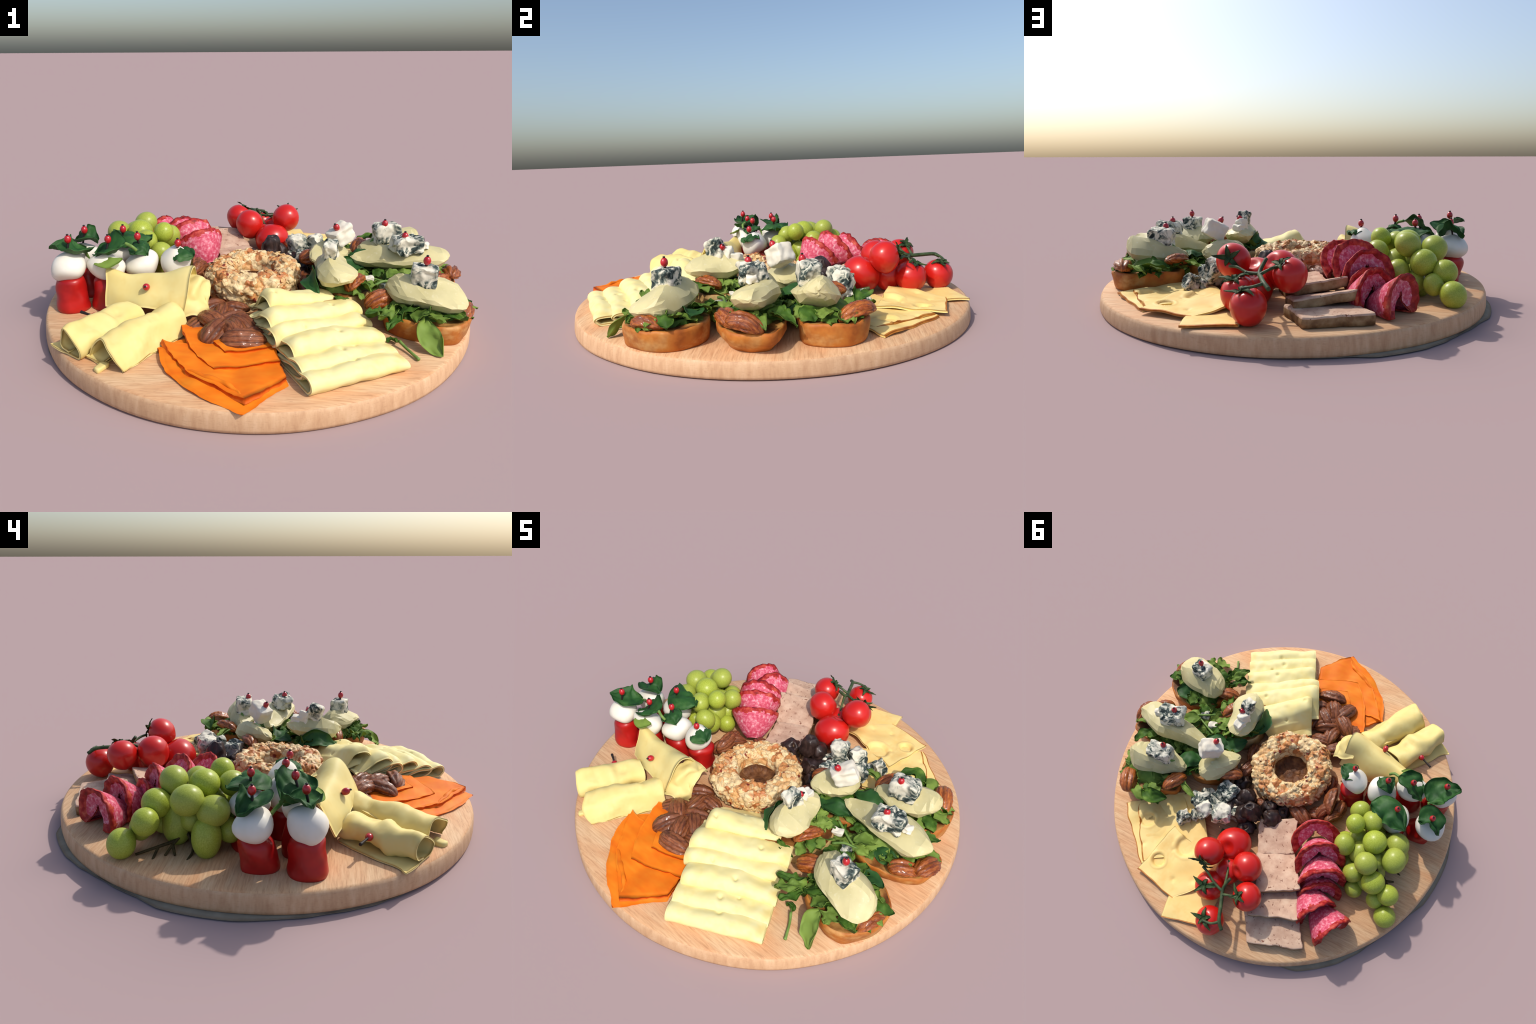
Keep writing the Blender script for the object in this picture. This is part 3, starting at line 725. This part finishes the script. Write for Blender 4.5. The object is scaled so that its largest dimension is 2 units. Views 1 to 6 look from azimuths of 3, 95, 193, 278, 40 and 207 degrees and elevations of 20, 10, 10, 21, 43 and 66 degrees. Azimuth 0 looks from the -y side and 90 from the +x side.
# ------------------------------------------------------------------ canapes
def bread(parent, outline, z0, z1, taper=.92, mats=("crust", "toast"), seed=0, tilt=(0, 0), dish=.006):
    n = 64; C = cr(np.vstack([outline, outline[:1]]), n + 1)[:n]; ctr = C.mean(0); C = ctr + (C - ctr) * .965
    prof = [(taper * .85, 0, 1), (taper, .0, 1), (taper + .03, .10, 1), (.99, .55, 1), (1.0, .86, 1), (.985, .97, 1), (.955, 1.0, 1), (.90, .985, 0), (.75, .95, 0), (.5, .94, 0), (.2, .94, 0)]
    rs = []
    for sc, h, _ in prof:
        ring = []
        for q in C:
            x, y = ctr + (q - ctr) * sc
            z = z0 + (z1 - z0) * h + (tilt[0] * (x - ctr[0]) + tilt[1] * (y - ctr[1])) * h
            p = np.array((x, y, z)); ring.append(p + np.array((nz(p, 16, seed), nz(p, 16, seed + 1), nz(p, 22, seed + 2) * (h > .1))) * .007)
        rs.append(ring)
    V, F, fm = rings(rs, fmf=lambda k: 0 if k < 6 else 1)
    put("bread", V, F, list(mats), parent, fm=fm)

WEDGE = [(-.30, 1.0), (-.02, .90), (.45, .55), (.92, .12), (1.0, -.15), (.78, -.62), (.30, -.95), (-.30, -1.0), (-.75, -.68), (-.98, -.15), (-.86, .30), (-.55, .80)]
def pear(parent, A, B, wA, wB, hA, hB, side, seed=0, ridge=.5, bulge=.0):
    """wedge of pear from A to B: two flat cut faces meeting in a ridge, round skin below; side = where the long face looks"""
    A, B = np.array(A), np.array(B); nu = 18; side = unit(side); R = []
    sec = np.array(WEDGE); nv = len(sec); r2 = random.Random(seed)
    for i in range(1, nu):
        t = .5 - .5 * math.cos(math.pi * i / nu); e = (1 - abs(2 * t - 1) ** 2.9) ** .62
        s = t * t * (3 - 2 * t); w = (wA * (1 - s) + wB * s) * e; h = (hA * (1 - s) + hB * s) * e
        c = A * (1 - t) + B * t + side * bulge * math.sin(math.pi * t)
        R.append([c + side * (x * w) + np.array((0, 0, z * h)) for x, z in sec])
    V, F, _ = rings(R)
    V = V + np.array([[nz(v, 9, seed), nz(v, 9, seed + 2), nz(v, 9, seed + 4)] for v in V]) * .018 + np.array([[r2.uniform(-1, 1) for _ in range(3)] for v in V]) * .0032
    F = [f for q in F for f in ([q] if len(q) == 3 else [(q[0], q[1], q[2]), (q[0], q[2], q[3])])]
    put("pear_wedge", V, F, "pear", parent, sharp=17)

def greens(parent, c, rx, ry, z, n, seed, lo=.05, L=(.11, .18), W=(.055, .10), avoid=None):
    r2 = random.Random(seed)
    for k in range(n):
        a = math.tau * (k + r2.uniform(-.3, .3)) / n; d = np.array((math.cos(a), math.sin(a)))
        r0 = r2.uniform(.25, .6); l = r2.uniform(*L)
        b = np.array((c[0] + rx * r0 * d[0], c[1] + ry * r0 * d[1], z + r2.uniform(.0, .03)))
        tw = r2.uniform(-.8, .8); e = np.array((d[0] * math.cos(tw) - d[1] * math.sin(tw), d[0] * math.sin(tw) + d[1] * math.cos(tw), 0))
        sp = [b, b + e * l * .5 + (0, 0, r2.uniform(.0, .025)), b + e * l + (0, 0, r2.uniform(-.03, .02))]
        lim = np.hypot((sp[2][0] - c[0]) / rx, (sp[2][1] - c[1]) / ry)
        if lim > 1.04: sp = [b + (q - b) * max(.45, 1.04 / lim) for q in sp]
        if avoid and np.dot(d, avoid) > .6: continue
        V, F = leaf_mesh(sp, r2.uniform(*W), unit((r2.uniform(-.5, .5), r2.uniform(-.5, .5), 1)), r2.choice((.0, .45, .55)), r2.uniform(-.5, .5), k + seed, 15, 7, .0035, .018, .2, .55)
        put("salad_leaf", V, F, "leaf", parent)

def bed(parent, c, rx, ry, z0, z1, seed):
    """crumpled mass of leaves under the pear"""
    V, F = ellipsoid((0, 0, 0), (1, 1, 1), 22, 36)
    V = V * (rx, ry, (z1 - z0)) + (c[0], c[1], z0)
    V = V + np.array([[nz(v, 16, seed), nz(v, 16, seed + 2), nz(v, 20, seed + 4)] for v in V]) * .030 + np.array([[nz(v, 42, seed), nz(v, 42, seed + 2), nz(v, 42, seed + 4)] for v in V]) * .012
    V[:, 2] = np.maximum(V[:, 2], z0 - .012)
    put("salad_bed", V, F, "leaf", parent, sharp=35, kind="stuff")

def leaf(parent, sp, w, up=(0, 0, 1), mat="leaf", lobes=0, cup=.3, seed=0, ruffle=.014, peak=.5, base=.2):
    V, F = leaf_mesh([np.array(q) for q in sp], w, up, lobes, cup, seed, 19, 9, .0035, ruffle, base, peak)
    put("salad_leaf" if mat == "leaf" else "spinach_leaf", V, F, mat, parent)

def stalk(parent, sp, r=.006):
    V, F = tube(sp, [r, r * .8, r], 7); put("leaf_stalk", V, F, "stalk", parent)

def cheese(parent, c, size, A, mat="blue", seed=0, amp=.012, name="blue_cheese_cube"):
    V, F = block(c, size, A, 13, 9, amp * .75, 17, seed, .7); put(name, V, F, mat, parent, sharp=30)

def oval(cx, cy, rx, ry, rot, n=16, seed=0, k=2.3):
    out = []
    for a in np.arange(n) * math.tau / n:
        x, y = math.cos(a), math.sin(a); q = (abs(x) ** k + abs(y) ** k) ** (-1 / k); x, y = x * q * rx, y * q * ry
        j = 1 + .05 * nz((x * 9, y * 9, seed), 1, seed)
        out.append((cx + j * (x * math.cos(rot) - y * math.sin(rot)), cy + j * (x * math.sin(rot) + y * math.cos(rot))))
    return np.array(out)

def build_canapes():
    lab = "toast with salad, pear, pecans and blue cheese"
    # --- front
    r = thing("canape", (.765, -.355, ZB), lab, "appetizer")
    bread(r, np.array([(.555, -.405), (.60, -.455), (.672, -.497), (.776, -.528), (.858, -.500), (.912, -.43), (.938, -.335), (.905, -.24), (.81, -.18), (.70, -.185), (.60, -.25), (.555, -.33)]), zb(.8), .160, seed=1)
    bed(r, (.725, -.345), .145, .115, .155, .200, 1); greens(r, (.75, -.35), .17, .14, .165, 20, 5)
    pear(r, (.562, -.318, .240), (.898, -.375, .226), .098, .118, .062, .068, (.12, -1, 0), 1, .5, .012)
    cheese(r, (.722, -.352, .310), (.105, .085, .092), frame((.9, -.25, 0)), seed=2)
    pecan("glazed", (.885, -.392, .168), .150, 70, 0, -18, r, 1); pecan("glazed", (.552, -.330, .188), .150, 20, -18, 20, r, 2)
    berry(r, (.724, -.357, .380), (.722, -.355, .335))
    leaf(r, [(.712, -.480, .175), (.705, -.530, .150), (.730, -.575, .105), (.752, -.605, .082)], .095, (-.2, -1, .5), cup=.35, seed=3)
    leaf(r, [(.60, -.43, .175), (.56, -.48, .20), (.51, -.535, .205)], .075, lobes=.35, seed=4, ruffle=.03)
    leaf(r, [(.62, -.44, .175), (.58, -.51, .185), (.545, -.545, .165)], .07, lobes=.4, seed=8, ruffle=.03)
    leaf(r, [(.58, -.40, .18), (.53, -.45, .19), (.47, -.47, .20)], .06, lobes=.4, seed=6, ruffle=.03)
    leaf(r, [(.72, -.27, .18), (.79, -.24, .20), (.85, -.235, .19)], .10, (-.1, .3, 1), "spinach", seed=5)
    stalk(r, [(.655, -.635, ZB + .01), (.625, -.57, ZB + .016), (.60, -.53, ZB + .03)], .007)
    leaf(r, [(.60, -.52, ZB + .02), (.585, -.50, ZB + .02), (.555, -.505, ZB + .02)], .03, seed=9)
    # --- middle
    r = thing("canape", (.80, 0, ZB), lab, "appetizer")
    bread(r, np.array([(.62, -.13), (.70, -.160), (.80, -.152), (.88, -.125), (.947, -.075), (.975, .01), (.965, .085), (.90, .118), (.79, .128), (.68, .12), (.61, .07), (.59, -.03)]), zb(.8), .165, .72, seed=2, tilt=(-.05, 0))
    bed(r, (.725, .0), .14, .105, .155, .215, 2); greens(r, (.74, .0), .18, .115, .17, 20, 9)
    pear(r, (.455, .030, .240), (.930, .000, .272), .060, .105, .042, .066, (.1, -1, 0), 3, .45, .0)
    cheese(r, (.718, -.010, .328), (.130, .105, .080), frame((1, .3, 0)), seed=6, amp=.020)
    cheese(r, (.800, .0, .320), (.045, .04, .03), frame((1, .3, 0)), "white", seed=7)
    pecan("glazed", (.862, -.090, .178), .150, 35, 8, 0, r, 3); pecan("glazed", (.935, -.018, .182), .155, 75, 15, 10, r, 0)
    berry(r, (.705, -.024, .374), (.71, -.02, .345))
    leaf(r, [(.70, -.06, .19), (.76, -.09, .20), (.84, -.075, .185)], .08, (0, -.5, 1), "spinach", cup=-.5, seed=1)
    leaf(r, [(.80, .08, .19), (.87, .12, .20), (.90, .17, .165)], .07, lobes=.2, seed=2)
    leaf(r, [(.86, .03, .20), (.93, .04, .20), (.96, .06, .17)], .05, (.6, 0, 1), seed=2)
    stalk(r, [(.50, -.06, .20), (.58, -.10, .185), (.66, -.14, .18)], .007)
    stalk(r, [(.55, -.18, .19), (.60, -.15, .20), (.66, -.13, .185)], .007)
    # --- rear
    r = thing("canape", (.72, .30, ZB), lab, "appetizer")
    bread(r, np.array([(.52, .25), (.58, .19), (.68, .165), (.80, .165), (.865, .20), (.890, .29), (.878, .37), (.835, .42), (.78, .448), (.73, .440), (.69, .405), (.60, .375), (.52, .335)]), zb(.8), .165, seed=3)
    bed(r, (.69, .285), .13, .105, .155, .21, 3); greens(r, (.70, .30), .17, .14, .168, 20, 14)
    pear(r, (.520, .205, .225), (.845, .262, .276), .070, .095, .048, .076, (.1, -1, 0), 5, .5, .0)
    cheese(r, (.668, .215, .312), (.130, .090, .100), frame((1, .15, 0)), seed=11, amp=.014)
    pecan("glazed", (.795, .392, .178), .170, -62, 10, 12, r, 2); pecan("glazed", (.545, .300, .205), .150, 65, -10, 22, r, 1)
    berry(r, (.650, .187, .369), (.655, .20, .34))
    leaf(r, [(.67, .40, .18), (.62, .43, .215), (.54, .40, .19)], .085, (0, .2, 1), cup=.6, seed=4)
    leaf(r, [(.74, .40, .18), (.70, .44, .20), (.64, .45, .17)], .07, lobes=.2, cup=.4, seed=6)
    leaf(r, [(.60, .18, .22), (.54, .14, .24), (.46, .13, .215)], .12, (0, -.2, 1), "spinach", cup=-.4, seed=3)
    stalk(r, [(.632, .238, .303), (.59, .21, .262), (.55, .185, .23)], .009)
    stalk(r, [(.50, .27, .21), (.46, .30, .20), (.42, .31, .19)], .006)
    leaf(r, [(.52, .28, .21), (.46, .31, .205), (.40, .33, .19)], .035, seed=7)
    # --- inner front
    r = thing("canape", (.40, -.23, ZB), lab, "appetizer")
    bread(r, np.array([(.255, -.22), (.275, -.31), (.312, -.378), (.40, -.335), (.50, -.28), (.55, -.20), (.50, -.10), (.38, -.07), (.28, -.12)]), ZB, .196, .98, ("crumb", "toast"), 4)
    bed(r, (.40, -.20), .09, .10, .18, .235, 4); greens(r, (.40, -.21), .13, .13, .203, 16, 21, avoid=(-.3, -.95))
    pear(r, (.378, -.352, .284), (.352, -.072, .292), .088, .082, .062, .052, (1, .1, 0), 7, .5, .0)
    cheese(r, (.344, -.222, .370), (.080, .055, .090), frame((.2, 1, .25)), "blue", seed=16, amp=.014)
    cheese(r, (.352, -.125, .33), (.05, .05, .04), frame((.35, 1, .1)), "white", seed=18)
    cheese(r, (.345, -.165, .345), (.055, .05, .06), frame((.35, 1, .1)), "white", seed=19, amp=.012)
    pecan("glazed", (.462, -.240, .222), .150, 60, 0, -38, r, 3)
    berry(r, (.361, -.185, .377), (.35, -.2, .35), (.6, .3, .6))
    leaf(r, [(.29, -.14, .21), (.255, -.24, .255), (.29, -.34, .215)], .095, (-.7, -.1, .6), "spinach", cup=.3, seed=2)
    leaf(r, [(.30, -.10, .22), (.35, -.04, .22), (.43, -.05, .20)], .09, (-.1, .5, 1), "spinach", cup=.3, seed=5)
    leaf(r, [(.36, -.33, .20), (.41, -.345, .19), (.45, -.33, .15)], .05, seed=6)
    # --- inner rear
    r = thing("canape", (.41, .09, ZB), lab, "appetizer")
    bread(r, oval(.43, .08, .15, .13, .4, seed=5), ZB, .170, seed=5)
    bed(r, (.43, .08), .10, .10, .165, .20, 5); greens(r, (.44, .07), .13, .11, .18, 16, 33)
    bed(r, (.585, -.12), .075, .09, .12, .165, 6); greens(r, (.59, -.13), .10, .10, .155, 9, 41); bed(r, (.575, .13), .08, .07, .13, .17, 7); greens(r, (.57, .13), .09, .09, .165, 8, 43)
    pear(r, (.285, .015, .243), (.445, .200, .236), .068, .090, .056, .066, (.75, -.65, 0), 9, .5, .0)
    cheese(r, (.418, .082, .346), (.115, .085, .088), frame((.6, .5, .42)), "white", seed=22, amp=.010, name="white_cheese_cube")
    pecan("glazed", (.290, .128, .205), .150, 25, 0, 30, r, 0)
    berry(r, (.395, .050, .391), (.41, .07, .36), (-.4, -.3, .8))
    leaf(r, [(.38, -.01, .20), (.45, -.02, .225), (.53, .01, .20)], .09, (0, -.3, 1), "spinach", cup=.3, seed=7)
    leaf(r, [(.52, -.06, .18), (.49, -.10, .205), (.46, -.14, .19)], .07, (0, -.3, 1), lobes=.3, seed=9)
    cheese(r, (.530, -.110, .195), (.05, .035, .03), frame((1, .3, 0)), "white", seed=27)
    for k, (x, y, z, s) in enumerate(((.614, -.155, .172, .05), (.60, -.10, .14, .04))): cheese(r, (x, y, z), (s, s, s * .7), frame((1, .4, 0)), seed=30 + k)
    # toast filling the gaps between the slices
    leaf(r, [(.60, -.14, .15), (.63, -.20, .17), (.60, -.26, .15)], .09, (0, 0, 1), lobes=.3, seed=12)
    leaf(r, [(.60, .10, .15), (.66, .13, .18), (.72, .14, .16)], .09, (0, 0, 1), "spinach", seed=13)

# ------------------------------------------------------------------ salami, pate, dates, blue cheese, holed cheese
def build_salami():
    S = [((-.307, .271, .232), (-.40, .60, .62), .160, .127, (-25, 205)), ((-.372, .365, .240), (-.42, .66, .50), .165, .126, (-25, 205)),
         ((-.425, .445, .205), (-.50, .85, .22), .170, .122, (-30, 212)), ((-.440, .505, .150), (-.50, .80, .34), .150, .112, (-30, 212)), ((-.462, .595, .165), (-.76, .65, .08), .190, .108, (-50, 225)), ((-.575, .640, .158), (-.84, .52, .02), .185, .108, (-62, 232))]
    for k, (c, ax, L, R, (a0, a1)) in enumerate(S):
        c = np.array(c); ax = unit(ax); f = frame(ax); e1, e2 = f[1], f[2]; ap = c - ax * L - np.array((0, 0, (.05 if k > 3 else .0)))
        nu, nv, ni = 22, 44, 10; P = np.zeros((nu + ni, nv, 3))
        for i in range(nu):
            u = .10 + .90 * i / (nu - 1)
            for j in range(nv):
                a = math.radians(a0 + (a1 - a0) * j / (nv - 1)); rr = R * (1 + .07 * nz((math.cos(a), math.sin(a), k), 2.2, k) * u)
                p = ap * (1 - u) + c * u + (e1 * math.cos(a) * 1.02 + e2 * math.sin(a)) * rr * u ** .6
                if i >= nu - 2: p = p + ax * .010 * nz((a * 2, k, 0), 2.4, k) + e2 * .006 * nz((a * 4, k, 0), 2, k)
                p[2] = max(p[2], zb(p[0]) + .008); P[i, j] = p
        m = P[nu - 1].mean(0) - ax * (.012 if k < 4 else .016)
        for i in range(ni):      # the disc's inner half, folded back into the mouth
            u = (i + 1) / ni
            for j in range(nv):
                q = P[nu - 1, j]; P[nu + i, j] = q * (1 - u * .92) + m * (u * .92) - ax * (.012 if k < 4 else .014) * math.sin(math.pi * min(1, u * .9)) + e2 * .010 * nz((u * 3, j * .2, k), 1.2, k)
        V, F, fm = sheet(P, .010)
        fm = list(fm); lim = (nu - 1) * (nv - 1)
        for i in range(nu + ni - 1):
            for j in range(nv - 1):
                if nu - 4 - 2.4 * nz((i * .1, j * .35, k), 1.4, k) <= i <= nu + 1: fm[2 * (i * (nv - 1) + j)] = fm[2 * (i * (nv - 1) + j) + 1] = 1
        put("salami_slice", V, F, ["salami", "salami_rim"], fm=fm, label="pink speckled salami slice folded into a cone", category="salami")

def build_pate():
    # inner-left, inner-right, outer-right, outer-left corners (x, y, top z), thickness
    S = [([(.035, .265, .160), (-.160, .175, .165), (-.228, .362, .163), (-.050, .452, .160)], .075), ([(-.040, .442, .160), (-.224, .350, .152), (-.341, .529, .226), (-.135, .640, .200)], .046),
         ([(-.080, .590, .140), (-.300, .500, .150), (-.400, .668, .205), (-.148, .752, .165)], .044), ([(-.090, .690, .130), (-.36, .60, .130), (-.478, .780, .142), (-.205, .874, .130)], .058)]
    for k, (q, th) in enumerate(S):
        a, b, c, d = [np.array(v) for v in q]; nu, nv = 22, 26
        n = 18; top = []
        # outline walked round the four sides, corners softened
        ctl = []
        for p0, p1 in ((a, b), (b, c), (c, d), (d, a)):
            for t in (.06, .3, .6, .94): ctl.append(p0 + (p1 - p0) * t)
        C = cr(np.vstack([ctl, ctl[:1]]), 97)[:96]; ctr = C.mean(0); rs = []
        for sc, dz in ((.85, -th), (.98, -th), (1.0, -th * .8), (1.005, -th * .45), (1.0, -.008), (.985, -.001), (.95, 0), (.8, 0), (.5, 0), (.2, 0)):
            ring = []
            for p in C:
                v = ctr + (p - ctr) * sc; v = v + np.array((0, 0, dz)) + np.array((nz(v, 26, k), nz(v, 26, k + 1), nz(v, 20, k + 2) * .45)) * .008
                if k in (0, 3): v[2] = max(v[2], zb(v[0]) + .001)
                ring.append(v)
            rs.append(ring)
        V, F, fm = rings(rs, fmf=lambda i: 0 if i < 4 else 1)
        put("pate_slice", V, F, ["pate_edge", "pate"], fm=fm, label="slice of pinkish pate with a cooked edge", category="pate")

def build_dates():
    D = [((.074, .266, .205), (.050, .050, .075), (.25, .1, 1)), ((-.028, .240, .155), (.045, .050, .060), (.5, -.3, .8)), ((.125, .292, .168), (.045, .045, .065), (-.3, .2, 1)),
         ((.155, .185, .155), (.048, .048, .055), (.7, -.6, .5)), ((.02, .19, .135), (.05, .05, .06), (0, -.4, 1)), ((.19, .26, .13), (.05, .06, .05), (0, 0, 1)), ((.08, .34, .125), (.05, .05, .05), (0, 0, 1)), ((.22, .115, .130), (.050, .050, .050), (.2, .2, 1)), ((-.06, .175, .115), (.04, .05, .035), (0, 0, 1))]
    for k, (c, r, ax) in enumerate(D):
        f = frame(ax, (.2, 1, 0)); A = np.array([f[1], f[2], f[0]])
        V, F = ellipsoid((0, 0, 0), (1, 1, 1), 26, 30)
        rad = np.linalg.norm(V[:, :2], axis=1); ang = np.arctan2(V[:, 1], V[:, 0])
        V[:, :2] *= (1 + .09 * np.sin(7 * ang + k + 1.5 * V[:, 2]) * (1 - V[:, 2] ** 2))[:, None]
        V[:, 2] -= np.where(V[:, 2] > 0, .40 * np.exp(-(rad / .28) ** 2), 0)
        V = (V * r) @ A + np.array(c); V = V + np.array([[nz(v, 18, k), nz(v, 18, k + 1), nz(v, 18, k + 2)] for v in V]) * .018 + np.array([[nz(v, 48, k), nz(v, 48, k + 1), nz(v, 48, k + 2)] for v in V]) * .006
        V[:, 2] = np.maximum(V[:, 2], ZB)
        o = put("date", V, F, "date", label="dark wrinkled pitted date", category="date")
        q = np.array(c) + unit(ax) * r[2] * .62
        V, F = ellipsoid(q, (.013, .013, .010), 8, 12, A); put("pit_hole", V, F, "date_in", o)

def build_blue():
    B = [((.222, .348, .196), (.090, .085, .105), (.9, .3, .1)), ((.322, .366, .190), (.072, .078, .115), (.7, -.5, .4)), ((.375, .315, .165), (.085, .075, .080), (.8, .2, 0)), ((.418, .440, .138), (.062, .060, .075), (.5, .6, .3)),
         ((.258, .205, .180), (.100, .085, .070), (.9, -.2, 0)), ((.290, .300, .135), (.10, .09, .07), (1, .3, 0)), ((.37, .40, .125), (.05, .045, .04), (1, 0, .2)), ((.205, .29, .13), (.09, .09, .08), (1, .5, 0)), ((.28, .24, .14), (.09, .08, .08), (1, -.4, .2)), ((.35, .26, .13), (.08, .07, .07), (.6, .5, .1))]
    for k, (c, s, x) in enumerate(B):
        V, F = block(c, s, frame(x), 13, 9, .014, 17, 40 + k, .7); V[:, 2] = np.maximum(V[:, 2], ZB + .001)
        put("blue_cheese_chunk", V, F, "blue", sharp=35, label="crumbled chunk of blue veined cheese", category="cheese")

def build_swiss():
    # corners: outer a, outer b, inner b, inner a ; base height ; holes (x, y, radius)
    S = [([(.775, .505), (.510, .762), (.28, .55), (.50, .30)], .082, ()), ([(.705, .480), (.502, .745), (.22, .52), (.42, .27)], .088, ((.60, .53, .04),)),
         ([(.508, .796), (.250, .848), (.06, .62), (.445, .50)], .098, ((.325, .575, .055), (.425, .705, .036))), ([(.258, .950), (.035, .905), (.04, .66), (.296, .705)], .086, ())]
    for k, (q, z, H) in enumerate(S):
        a, b, c, d = [np.array(v) for v in q]; nu, nv = 54, 54; P = np.zeros((nu, nv, 3))
        for i in range(nu):
            for j in range(nv):
                u, v = i / (nu - 1), j / (nv - 1)
                p = (a * (1 - v) + b * v) * (1 - u) + (d * (1 - v) + c * v) * u
                e = min(i, j, nu - 1 - i, nv - 1 - j)
                p = p + np.array((nz((p[0], p[1], k), 11, k), nz((p[0], p[1], k), 11, k + 2))) * .012
                zz = z + .015 * nz((p[0], p[1], k * .2), 8, k) + .020 * u * u * (k < 3)
                for hx, hy, hr in H:
                    dd = math.hypot(p[0] - hx, p[1] - hy) / hr
                    zz -= .018 / (1 + math.exp((dd - 1) * 14)); zz += .004 * math.exp(-((dd - 1.2) / .15) ** 2)
                for hx, hy, hr in ((.38, .62, .012), (.30, .76, .014), (.2, .72, .02), (.55, .66, .014)):
                    zz -= .006 * math.exp(-((p[0] - hx) ** 2 + (p[1] - hy) ** 2) / hr ** 2)
                P[i, j] = (p[0], p[1], max(zz, zb(p[0], p[1]) + .006))
        V, F, fm = sheet(P, .013, 1, (1, 0, 0, 0))
        put("holed_cheese_slice", V, F, ["swiss", "swiss_rind"], fm=fm, label="slice of holed cheese with brown rind", category="cheese")

for f in (build_board, build_ring, build_folded_slices, build_orange, build_rolls, build_loose_nuts, build_tomatoes, build_grapes, build_skewers, build_canapes,
          build_salami, build_pate, build_dates, build_blue, build_swiss):
    f()
bpy.context.view_layer.update()
